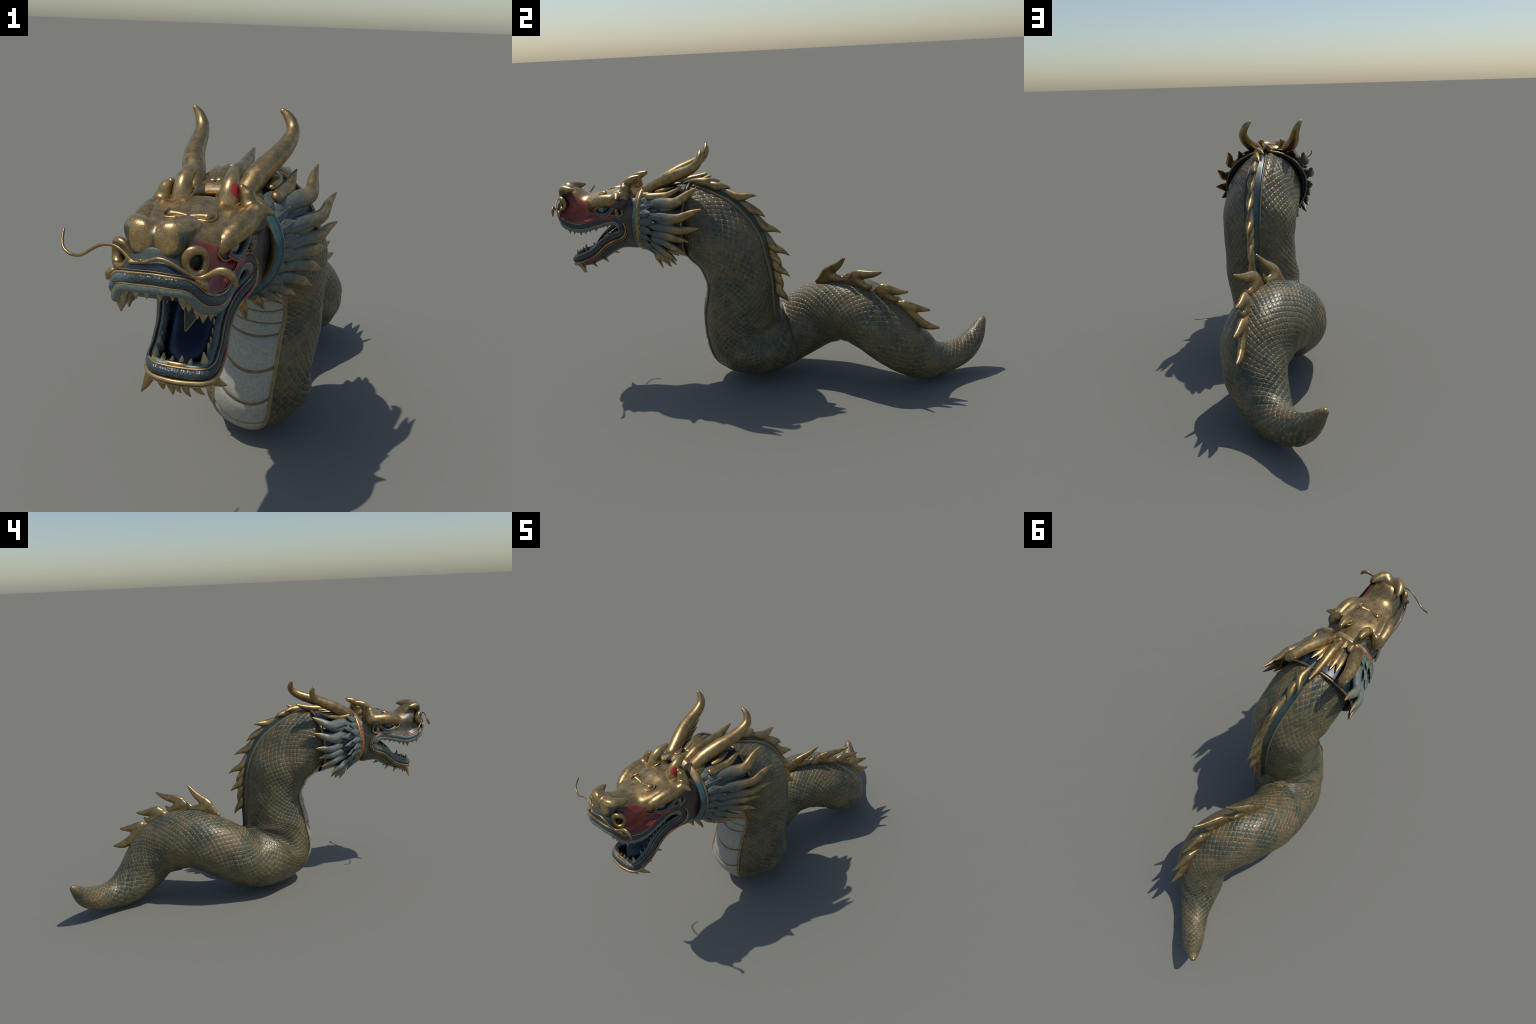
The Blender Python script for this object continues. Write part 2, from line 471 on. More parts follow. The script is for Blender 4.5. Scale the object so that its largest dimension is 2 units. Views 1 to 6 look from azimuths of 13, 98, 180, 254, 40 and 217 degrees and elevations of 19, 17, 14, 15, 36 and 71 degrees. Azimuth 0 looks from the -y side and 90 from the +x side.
def relax(v, f, it=2, k=0.5):
    f = np.asarray(f)
    for _ in range(it):
        acc = np.zeros_like(v); cnt = np.zeros(len(v))
        for q in range(4):
            a, b = f[:, q], f[:, (q + 1) % 4]
            np.add.at(acc, a, v[b]); np.add.at(cnt, a, 1)
            np.add.at(acc, b, v[a]); np.add.at(cnt, b, 1)
        v = v + k * (acc / np.maximum(cnt, 1)[:, None] - v)
    return v


def cones(P, pts, rad):
    """distance to a chain of round cones"""
    d = None
    for a, b, ra, rb in zip(pts[:-1], pts[1:], rad[:-1], rad[1:]):
        a, b = np.asarray(a, float), np.asarray(b, float)
        ab = b - a; L = ab @ ab
        t = np.clip(((P[0] - a[0]) * ab[0] + (P[1] - a[1]) * ab[1] + (P[2] - a[2]) * ab[2]) / L, 0, 1)
        e = np.sqrt((P[0] - a[0] - t * ab[0])**2 + (P[1] - a[1] - t * ab[1])**2 + (P[2] - a[2] - t * ab[2])**2) - (ra + (rb - ra) * t)
        d = e if d is None else np.minimum(d, e)
    return d


def curve_pts(pts, rad, n=9):
    pts = np.asarray(pts, float)
    d = np.concatenate([[0], np.cumsum(np.linalg.norm(np.diff(pts, axis=0), axis=1))])
    t = np.linspace(0, d[-1], n)
    return cspline(d, pts)(t), np.interp(t, d, rad)


# ------------------------------------------------------------------ the body tube
SPINE = np.array([
    (0, -0.50, 0.800, 0.150), (0.005, -0.343, 0.797, 0.169), (0.037, -0.207, 0.697, 0.177), (0.046, -0.141, 0.514, 0.165),
    (0.031, -0.161, 0.348, 0.171), (0.003, -0.166, 0.197, 0.154), (-0.040, -0.054, 0.172, 0.172), (-0.091, 0.030, 0.182, 0.150),
    (-0.096, 0.092, 0.205, 0.144), (-0.094, 0.201, 0.284, 0.147), (-0.012, 0.373, 0.339, 0.148), (0.065, 0.530, 0.258, 0.139),
    (0.034, 0.661, 0.133, 0.106), (-0.028, 0.798, 0.088, 0.070), (-0.108, 0.917, 0.129, 0.053), (-0.172, 0.980, 0.216, 0.019)])


PIVOT = V(-0.015, 0.036, 0.342)              # where neck and back meet above the lower bend


class Body:
    def __init__(self):
        f = cspline(np.arange(len(SPINE)), SPINE)
        t = np.linspace(0, len(SPINE) - 1, 4000)
        E = f(t)
        s = np.concatenate([[0], np.cumsum(np.linalg.norm(np.diff(E[:, :3], axis=0), axis=1))])
        self.len = s[-1]
        self.s = np.linspace(0, self.len, 2400)
        tt = np.interp(self.s, s, t)
        E = f(tt)
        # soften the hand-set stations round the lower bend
        h = self.s[1]; k = np.arange(-int(0.16 / h), int(0.16 / h) + 1) * h
        ker = np.exp(-0.5 * (k / 0.05)**2); ker /= ker.sum(); pad = len(k) // 2
        Es = np.stack([np.convolve(np.pad(E[:, i], pad, mode="edge"), ker, "valid") for i in range(4)], -1)
        w = (sstep(0.72, 0.90, self.s) * (1 - sstep(1.18, 1.34, self.s)))[:, None]
        E = E * (1 - w) + (Es + np.array([0, -0.002, -0.004, 0.004])) * w
        self.C, self.R = E[:, :3], E[:, 3]
        T = unit(np.gradient(self.C, axis=0))
        # section planes turn more slowly than the centre line, so tight bends do not fold
        h = self.s[1]; k = np.arange(-int(0.40 / h), int(0.40 / h) + 1) * h
        pad = len(k) // 2

        def smooth(sig):
            ker = np.exp(-0.5 * (k / sig)**2); ker /= ker.sum()
            return unit(np.stack([np.convolve(np.pad(T[:, i], pad, mode="edge"), ker, "valid") for i in range(3)], -1))
        self.T = smooth(0.045)
        # in the tight lower bend every section passes through the inner corner of the fold
        q = PIVOT - self.C
        self.pd = np.linalg.norm(q, axis=1); q = q / self.pd[:, None]
        fan = unit(T - (T * q).sum(-1, keepdims=True) * q)
        self.w = sstep(0.58, 0.70, self.s) * (1 - sstep(1.16, 1.30, self.s))
        w = self.w[:, None]
        self.T = unit(self.T * (1 - w) + fan * w)
        self.D = unit(np.cross(V(1, 0, 0), self.T))
        self.L = np.cross(self.T, self.D)
        self.pa = np.arctan2((q * self.L).sum(-1), (q * self.D).sum(-1))
        self.ext = self.w * np.clip(self.pd - 0.004 - self.R, -0.02, None)

    def at(self, s):
        g = lambda A: np.stack([np.interp(s, self.s, A[:, i]) for i in range(3)], -1)
        return g(self.C), np.interp(s, self.s, self.R), unit(g(self.T)), unit(g(self.D)), unit(g(self.L))

    @staticmethod
    def section(s, th):
        """departure from a round section: roof-like nape, full flanks at the lower bend"""
        a = np.degrees((th - TWIST + np.pi) % (2 * np.pi) - np.pi)
        nape = sstep(0.04, 0.12, s) * (1 - sstep(0.27, 0.42, s))
        left = 0.024 * sstep(-112, -78, a) * (1 - sstep(-30, -10, a))
        right = 0.015 * sstep(10, 25, a) * (1 - sstep(45, 78, a))
        d = -nape * (left + right)
        aa = np.abs(a)
        d = d - 0.011 * sstep(0.38, 0.48, s) * (1 - sstep(0.66, 0.74, s)) * (1 - sstep(35, 75, np.abs(a + 12)))
        d = d - 0.013 * sstep(0.02, 0.10, s) * (1 - sstep(0.24, 0.36, s)) * (1 - sstep(8, 24, aa))
        d = d + 0.012 * sstep(0.74, 0.84, s) * (1 - sstep(0.98, 1.10, s)) * sstep(40, 75, a) * (1 - sstep(95, 125, a))
        d = d + 0.013 * sstep(0.84, 0.94, s) * (1 - sstep(1.04, 1.14, s)) * sstep(40, 75, -a) * (1 - sstep(100, 130, -a))
        d = d - 0.009 * sstep(0.25, 0.40, s) * (1 - sstep(0.74, 0.84, s)) * sstep(115, 150, aa)
        d = d + 0.004 * sstep(0.72, 0.80, s) * (1 - sstep(0.88, 0.95, s)) * sstep(90, 130, aa)
        d = d - 0.009 * sstep(0.94, 1.02, s) * (1 - sstep(1.16, 1.26, s)) * sstep(110, 150, aa)
        d = d + 0.024 * sstep(0.76, 0.86, s) * (1 - sstep(0.90, 1.00, s)) * sstep(20, 55, a) * (1 - sstep(75, 110, a))
        d = d + 0.008 * sstep(1.40, 1.50, s) * (1 - sstep(1.65, 1.75, s)) * sstep(70, 110, -a)
        d = d + 0.007 * sstep(1.72, 1.82, s) * (1 - sstep(1.95, 2.05, s)) * sstep(90, 140, aa)
        d = d + 0.012 * np.exp(-((s - 1.09) / 0.045)**2) * sstep(35, 70, a) * (1 - sstep(95, 125, a))
        arch = sstep(1.20, 1.32, s) * (1 - sstep(1.62, 1.76, s))
        d = d + 0.008 * arch * sstep(100, 140, aa)
        return d

    def pt(self, s, th, h=0.0):
        """point at arc length s, angle th (0 = back, +90 deg = +x side), height h over the skin"""
        s, th = np.broadcast_arrays(np.asarray(s, float), np.asarray(th, float))
        sh = s.shape
        C, R, T, D, L = self.at(s.ravel())
        th = th.ravel()
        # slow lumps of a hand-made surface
        lump = 0.0022 * np.sin(9 * s.ravel() * 4 + 2 * th) * np.sin(5 * th + 13 * s.ravel()) + 0.0016 * np.sin(31 * s.ravel() - 3 * th)
        rr = R + lump * np.clip(R / 0.1, 0, 1) + np.broadcast_to(h, sh).ravel() + self.section(s.ravel(), th)
        f = np.clip(np.cos(th - np.interp(s.ravel(), self.s, self.pa)), 0, 1)
        rr = rr + np.interp(s.ravel(), self.s, self.ext) * f**4
        return (C + rr[:, None] * (np.cos(th)[:, None] * D + np.sin(th)[:, None] * L)).reshape(sh + (3,))


TWIST = math.radians(9)                      # the back line of the neck leans to the +x side
BELLY_MID, BELLY_HALF = math.pi + TWIST, math.radians(36)
S_NECK0, S_NECK1, S_BELLY1 = 0.10, 0.905, 0.93
BAND_HALF = math.radians(14)


def grid_faces(N, m, closed=True, flip=False):
    i, j = np.meshgrid(np.arange(N - 1), np.arange(m if closed else m - 1), indexing="ij")
    j2 = (j + 1) % m
    f = np.stack([i * m + j, i * m + j2, (i + 1) * m + j2, (i + 1) * m + j], -1).reshape(-1, 4)
    return f[:, ::-1] if flip else f


def build_body(root):
    B = Body()
    m = 112
    th = np.linspace(0, 2 * np.pi, m, endpoint=False)
    cuts = [("neck", 0.06, 0.78), ("torso", 0.78, 1.80), ("tail", 1.80, B.len)]
    parts = {}
    for name, a, b in cuts:
        ss = np.linspace(a, b, int((b - a) / 0.008) + 2)
        if name == "tail":
            ss = np.concatenate([ss[:-1], ss[-1:]])
        S, TH = np.meshgrid(ss, th, indexing="ij")
        P = B.pt(S, TH)
        e = 1e-3
        nrm = unit(np.cross(B.pt(S, TH + e) - B.pt(S, TH - e), B.pt(np.minimum(S + e, B.len), TH) - B.pt(np.maximum(S - e, 0), TH)))
        out = P - B.at(S.ravel())[0].reshape(P.shape)
        nrm *= np.sign((nrm * out).sum(-1, keepdims=True))
        v = P.reshape(-1, 3); f = grid_faces(len(ss), m, flip=False)
        q = f[len(f) // 2]
        if np.cross(v[q[2]] - v[q[0]], v[q[3]] - v[q[1]]) @ nrm.reshape(-1, 3)[q[0]] < 0:
            f = f[:, ::-1]
        nn = nrm.reshape(-1, 3)
        if name == "tail":            # close the tip
            C, R, T, D, L = B.at(np.array([B.len]))
            rows = [v]; base = len(ss) - 1
            f = f.tolist()
            for ph in (0.4, 0.75):
                w = C + T * R * math.sin(ph * math.pi / 2) * 1.1 + (P[-1] - C) * math.cos(ph * math.pi / 2)
                st = sum(len(r) for r in rows); rows.append(w)
                pr = st - m
                f += [[pr + q, st + q, st + (q + 1) % m, pr + (q + 1) % m] for q in range(m)]
            st = sum(len(r) for r in rows); rows.append(C + T * R * 1.1)
            f += [[st - m + q, st, st - m + (q + 1) % m] for q in range(m)]
            v = np.vstack(rows)
            nn = np.vstack([nn, unit(v[len(nn):] - C + 1e-9)])
            f = [q if np.cross(v[q[2]] - v[q[0]], v[q[-1]] - v[q[1]]) @ nn[q[0]] > 0 else q[::-1] for q in f]
        o = make(name, v, f, "scale_line", root)
        o.data.normals_split_custom_set_from_vertices(nn.tolist())
        parts[name] = o
    build_scales(B, parts, cuts)
    build_belly(B, parts["neck"])
    build_ridge(B, parts["neck"])
    # gold tip of the tail
    C, R, T, D, L = (q[0] for q in B.at(np.array([B.len])))
    tube_obj("tail_tip", [C - T * 0.022, C - T * 0.006, C + T * 0.012], [R * 1.17, R * 1.1, R * 0.62], "gilded_bronze", parts["tail"], n=10, m=20)
    return B, parts


def build_scales(B, parts, cuts):
    """rows of lozenge scales, half a step apart, count per row follows the girth"""
    pitch, aspect, gap = 0.0308, 0.5, 0.81
    ring = [(1, 0), (.62, .38), (.5, .5), (.38, .62), (0, 1), (-.38, .62), (-.5, .5), (-.62, .38), (-1, 0), (-.62, -.38), (-.5, -.5), (-.38, -.62), (0, -1), (.38, -.62), (.5, -.5), (.62, -.38)]
    ring = np.array([ring[i] for i in (0, 1, 3, 4, 5, 7, 8, 9, 11, 12, 13, 15)])
    k = len(ring)
    bags = {n: ([], []) for n, _, _ in cuts}
    singles = []
    s, row, prevN = 0.115, 0, 0
    while s < B.len - 0.012:
        R = float(np.interp(s, B.s, B.R))
        per = 2 * math.pi * R
        N = max(9, int(round(per / pitch)))
        if prevN and abs(per / pitch - prevN) < 0.075 * prevN:
            N = prevN
        prevN = N
        w = per / N
        kap = np.linalg.norm(np.array([np.interp(s + 0.03, B.s, B.T[:, i]) - np.interp(s - 0.03, B.s, B.T[:, i]) for i in range(3)])) / 0.06
        ds = 0.5 * w * (1.02 + 0.05 * math.sin(7 * s)) / math.sqrt(1 + 0.8 * kap * R)
        th0 = TWIST + math.pi * (row % 2) / N
        th = th0 + 2 * math.pi * np.arange(N) / N
        # leave the belly strip and dorsal band bare
        dthb = np.abs((th - BELLY_MID + math.pi) % (2 * math.pi) - math.pi)
        dthr = np.abs((th - TWIST + math.pi) % (2 * math.pi) - math.pi)
        keep = np.ones(N, bool)
        bh = BELLY_HALF * (1 if s < S_BELLY1 - 0.08 else math.sqrt(max(0, 1 - ((s - S_BELLY1 + 0.08) / 0.08)**2)))
        keep &= ~((dthb < bh + 0.01) & (s < S_BELLY1))
        if s < 0.73:
            keep &= dthr > BAND_HALF * (1 - 0.5 * sstep(0.5, 0.73, s)) - 0.02
        pa = float(np.interp(s, B.s, B.pa)); wf = float(np.interp(s, B.s, B.w))
        keep &= ~((np.abs((th - pa + math.pi) % (2 * math.pi) - math.pi) < 0.30) & (wf > 0.7))
        name = next(n for n, a, b in cuts if s < b or n == "tail")
        jit = rng.normal(0, 1, (N, 6))
        for q in np.where(keep)[0]:
            hs, ht = ds * gap * (1 + 0.05 * jit[q, 0]), math.pi / N * gap * (1 + 0.05 * jit[q, 1])
            sc, tc = s + ds * 0.035 * jit[q, 2], th[q] + math.pi / N * 0.035 * jit[q, 3]
            hh = 0.0012 * (1 + 0.25 * jit[q, 4]) * min(1, R / 0.07)
            u = np.concatenate([ring[:, 0] * 1.09, ring[:, 0], ring[:, 0] * 0.72, [0.0]])
            t = np.concatenate([ring[:, 1] * 1.09, ring[:, 1], ring[:, 1] * 0.72, [0.0]])
            h = np.concatenate([np.full(k, -0.0003), np.full(k, 0.62) * hh, np.full(k, 0.96) * hh, [1.0 * hh]])
            h[k:2 * k] += 0.1 * hh * np.maximum(ring[:, 0], 0)      # rear edge stands a little proud
            pts = B.pt(np.clip(sc + hs * u, 0.06, B.len), tc + ht * t, h)
            singles.append((w * ds, name, pts))
        s += ds; row += 1
    fc = [[k * r + a, k * r + (a + 1) % k, k * (r + 1) + (a + 1) % k, k * (r + 1) + a] for r in (0, 1) for a in range(k)]
    fc += [[2 * k + a, 2 * k + (a + 1) % k, 3 * k] for a in range(k)]
    order = np.argsort([-a[0] for a in singles], kind="stable")
    named = set(order[:260].tolist())
    for i, (_, name, pts) in enumerate(singles):
        if i in named:
            make("scale", pts, [f[::-1] for f in fc], "teal_scale", parts[name])
        else:
            vs, fs = bags[name]
            o = len(vs) * (3 * k + 1)
            vs.append(pts); fs.append([[x + o for x in f[::-1]] for f in fc])
    for name, (vs, fs) in bags.items():
        make("scales", np.concatenate(vs), sum(fs, []), "teal_scale", parts[name], kind="stuff")


def build_belly(B, neck):
    # backing strip in groove colour
    def half(s):
        return BELLY_HALF * np.sqrt(np.clip(1 - (np.clip(s - S_BELLY1 + 0.12, 0, None) / 0.12)**2, 0.0, 1))
    edges = np.linspace(0.175, S_BELLY1 - 0.005, 12)
    for i, (a, b) in enumerate(zip(edges[:-1], edges[1:])):
        N, M = 10, 25
        u = np.linspace(0, 1, N); t = np.linspace(-1, 1, M)
        U, Tt = np.meshgrid(u, t, indexing="ij")
        ga = 0.0006
        S = (a + ga) + (b - a - 2 * ga) * U + 0.020 * (1 - Tt**2) - 0.012
        H = 0.0035 + 0.0028 * np.sqrt(np.clip(1 - (2 * U - 1)**8, 0, 1)) * np.sqrt(np.clip(1 - Tt**12, 0, 1))
        H = np.where((U < 1e-6) | (U > 1 - 1e-6), 0.0, H)
        P = B.pt(S, BELLY_MID + Tt * (half(S) - 0.035).clip(0.01), H)
        make("belly_plate", P.reshape(-1, 3), grid_faces(N, M, closed=False), "belly_white", neck)
    ss = np.linspace(0.15, S_BELLY1, 130)
    S, Tt = np.meshgrid(ss, np.linspace(-1, 1, 29), indexing="ij")
    make("belly_lining", B.pt(S, BELLY_MID + Tt * half(S), 0.0022).reshape(-1, 3), grid_faces(130, 29, closed=False), "belly_groove", neck)
    for side in (1, -1):
        for off, r, mat in ((0.0, 0.0042, "belly_trim"), (-0.042, 0.0030, "belly_trim")):
            P = B.pt(ss, BELLY_MID + side * (half(ss) + off).clip(0.004), 0.004)
            tube_obj("belly_border", P[::3], r, mat, neck, n=110, m=8, ref=(0, 1, 0.3))
        P = B.pt(ss, BELLY_MID + side * (half(ss) - 0.021).clip(0.004), 0.0025)
        tube_obj("belly_piping", P[::3], 0.0032, "belly_white", neck, n=110, m=8, ref=(0, 1, 0.3))


RIDGE_TIPS = [(0.036, -0.164, 0.935), (0.056, -0.047, 0.902), (0.078, -0.009, 0.811), (0.090, 0.047, 0.733), (0.100, 0.081, 0.631), (0.093, 0.078, 0.532), (0.075, 0.067, 0.409)]


def build_ridge(B, neck):
    ss = np.linspace(0.135, 0.735, 120); t = np.linspace(-1, 1, 33)
    S, Tt = np.meshgrid(ss, t, indexing="ij")
    half = BAND_HALF * (1 - 0.72 * sstep(0.48, 0.735, S)) * (0.8 + 0.2 * sstep(0.13, 0.22, S))
    H = 0.004 + 0.020 * np.clip(1 - np.abs(Tt) * 1.02, 0, 1)**1.4 + 0.006 * np.exp(-((np.abs(Tt) - 0.86) / 0.07)**2)
    H = np.where(np.abs(Tt) > 0.999, -0.003, H) * np.where((S < 0.14) | (S > 0.73), 0.2, 1)
    v = B.pt(S, TWIST + math.radians(1.5) + Tt * half, H).reshape(-1, 3)
    uv = np.stack([(S - ss[0]).ravel(), (Tt.ravel() + 1) / 2], -1)
    make("dorsal_band", v, grid_faces(120, 33, closed=False, flip=True), "dorsal_band", neck, uv)
    # leaf-like spikes leaning back along the neck
    tips = [np.array(p) for p in RIDGE_TIPS]
    tips.insert(5, 0.5 * (tips[4] + tips[5]) + V(-0.004, -0.035, 0.0))
    tips.insert(7, 0.5 * (tips[6] + tips[7]) + V(-0.008, -0.03, 0.0))
    tips.insert(0, V(0.012, -0.215, 0.965))
    sgrid = np.linspace(0.1, 0.72, 600)
    line = B.pt(sgrid, np.full(600, TWIST), 0.0)
    prev = None
    for i, tip in enumerate(tips):
        j = int(np.argmin(np.linalg.norm(line - tip, axis=1)))
        st = sgrid[j]
        C, R, T, D, L = (q[0] for q in B.at(np.array([st])))
        big = np.linalg.norm(tip - line[j])
        s0 = st - 0.098; s1 = st - 0.030
        tip = tip + (0.010 if i > 3 else -0.005) * D
        p0 = B.pt(np.array([s0]), TWIST + 0.05, 0.008)[0]; p1 = B.pt(np.array([s1]), TWIST + 0.05, 0.020 + 0.12 * big)[0]
        pm = 0.5 * (p1 + tip) + 0.004 * D
        v, f, uv = tube([p0, 0.5 * (p0 + p1) + 0.006 * D, p1, pm, tip], [0.004, 0.0140, 0.0210, 0.0140, 0.0030], ref=D, n=24, m=14, flat=[0.8, 1.0, 1.05, 0.95, 0.8])
        # v runs up/side: squeeze sideways so the spike is a blade
        w = ((v - p1) @ L)
        v = v - 0.12 * w[:, None] * L
        make("ridge_spike", v, [q[::-1] for q in f], "ridge_spike", neck, uv)


def flame(name, chains, n_dir, squash, parent, mat="gilded_bronze", h=0.0031, k=0.016):
    n = unit(np.asarray(n_dir, float)); c0 = np.asarray(chains[0][0][0], float)
    ch = []
    for pts, rad in chains:
        P, r = curve_pts(pts, rad, 10)
        d = (P - c0) @ n
        ch.append((P + (d * (1 / squash - 1))[:, None] * n, r))
    allp = np.vstack([p for p, _ in ch]); pad = max(max(r) for _, r in ch) + 0.012

    def fn(X, Y, Z):
        d = (X - 0) * n[0] + Y * n[1] + Z * n[2] - c0 @ n
        q = 1 / squash - 1
        P = (X + d * q * n[0], Y + d * q * n[1], Z + d * q * n[2])
        out = None
        for p, r in ch:
            e = cones(P, p, r)
            out = e if out is None else smin(out, e, k)
        return out * 0.7
    ap = np.vstack([p for p, _ in chains])
    v, f = surface_nets(fn, ap.min(0) - pad, ap.max(0) + pad, h)
    v = relax(v, f, 2)
    return make(name, v, f, mat, parent)


def build_fins(B, torso):
    data = [
        dict(root=(-0.056, 0.203, 0.455), rear=(0.012, 0.330, 0.477), tip=(0.046, 0.327, 0.597), sec=(0.020, 0.342, 0.519), mid=(-0.022, 0.252, 0.515)),
        dict(root=(0.024, 0.338, 0.478), rear=(0.068, 0.425, 0.462), tip=(0.130, 0.487, 0.561), sec=(0.095, 0.447, 0.492), mid=(0.060, 0.385, 0.525)),
        dict(root=(0.074, 0.460, 0.448), rear=(0.092, 0.540, 0.410), tip=(0.122, 0.600, 0.468), sec=(0.110, 0.565, 0.438), mid=(0.094, 0.500, 0.472)),
        dict(root=(0.085, 0.545, 0.402), rear=(0.100, 0.650, 0.310), tip=(0.129, 0.695, 0.387), sec=(0.122, 0.739, 0.303), mid=(0.104, 0.600, 0.398)),
    ]
    for i, d in enumerate(data):
        g = {k: np.array(p) for k, p in d.items()}
        for q in ("tip", "sec"):
            g[q] = g[q] + 0.007 * unit(g[q] - g["mid"])
        nd = np.cross(g["tip"] - g["root"], g["rear"] - g["root"])
        base = 0.5 * (g["root"] + g["rear"])
        ch = [([g["root"], g["mid"], 0.45 * g["mid"] + 0.55 * g["tip"] + V(0, 0.006, -0.004), g["tip"]], [0.006, 0.026, 0.0175, 0.0070]),
              ([g["root"], 0.5 * (base + g["mid"]), 0.5 * g["rear"] + 0.5 * g["sec"], g["sec"]], [0.006, 0.026, 0.015 if i < 3 else 0.021, 0.0070]),
              ([g["root"], base, 0.25 * base + 0.75 * g["rear"]], [0.010, 0.018, 0.008])]
        if i == 3:
            ch.append(([base, g["rear"], V(0.116, 0.668, 0.311)], [0.02, 0.015, 0.006]))
        flame("flame_fin", ch, nd, 0.62, torso)


# ------------------------------------------------------------------ the head
XM = -0.022                                   # middle plane of the face


def xmid(y):
    return XM + (0.016) * sstep(-0.70, -0.58, y)


def jaw_shift(y):
    return 0.032 * np.clip((-0.68 - y) / 0.24, 0, 1.05)


# mouth lines, (y -> z)
LIP_Y = [-1.015, -0.985, -0.957, -0.938, -0.917, -0.887, -0.855, -0.824, -0.792, -0.76, -0.729, -0.70]
LIP_BOT = cspline(LIP_Y, [0.820, 0.804, 0.787, 0.775, 0.765, 0.759, 0.761, 0.765, 0.772, 0.782, 0.787, 0.778])
LOW_TOP = cspline([-0.94, -0.921, -0.898, -0.872, -0.838, -0.804, -0.77, -0.736, -0.70], [0.621, 0.621, 0.627, 0.636, 0.652, 0.676, 0.703, 0.727, 0.737])
JAW_BOT = cspline([-0.95, -0.92, -0.89, -0.86, -0.82, -0.78, -0.73, -0.70, -0.66, -0.60], [0.588, 0.576, 0.577, 0.579, 0.595, 0.613, 0.643, 0.656, 0.662, 0.660])
MUZ_W = cspline([-1.012, -1.0, -0.985, -0.96, -0.93, -0.89, -0.85, -0.80, -0.75, -0.70, -0.66], [0.040, 0.062, 0.076, 0.090, 0.100, 0.106, 0.107, 0.105, 0.105, 0.108, 0.112])
JAW_W = cspline([-0.938, -0.93, -0.91, -0.88, -0.84, -0.80, -0.75, -0.70, -0.65, -0.60], [0.022, 0.044, 0.060, 0.066, 0.067, 0.070, 0.078, 0.090, 0.104, 0.110])


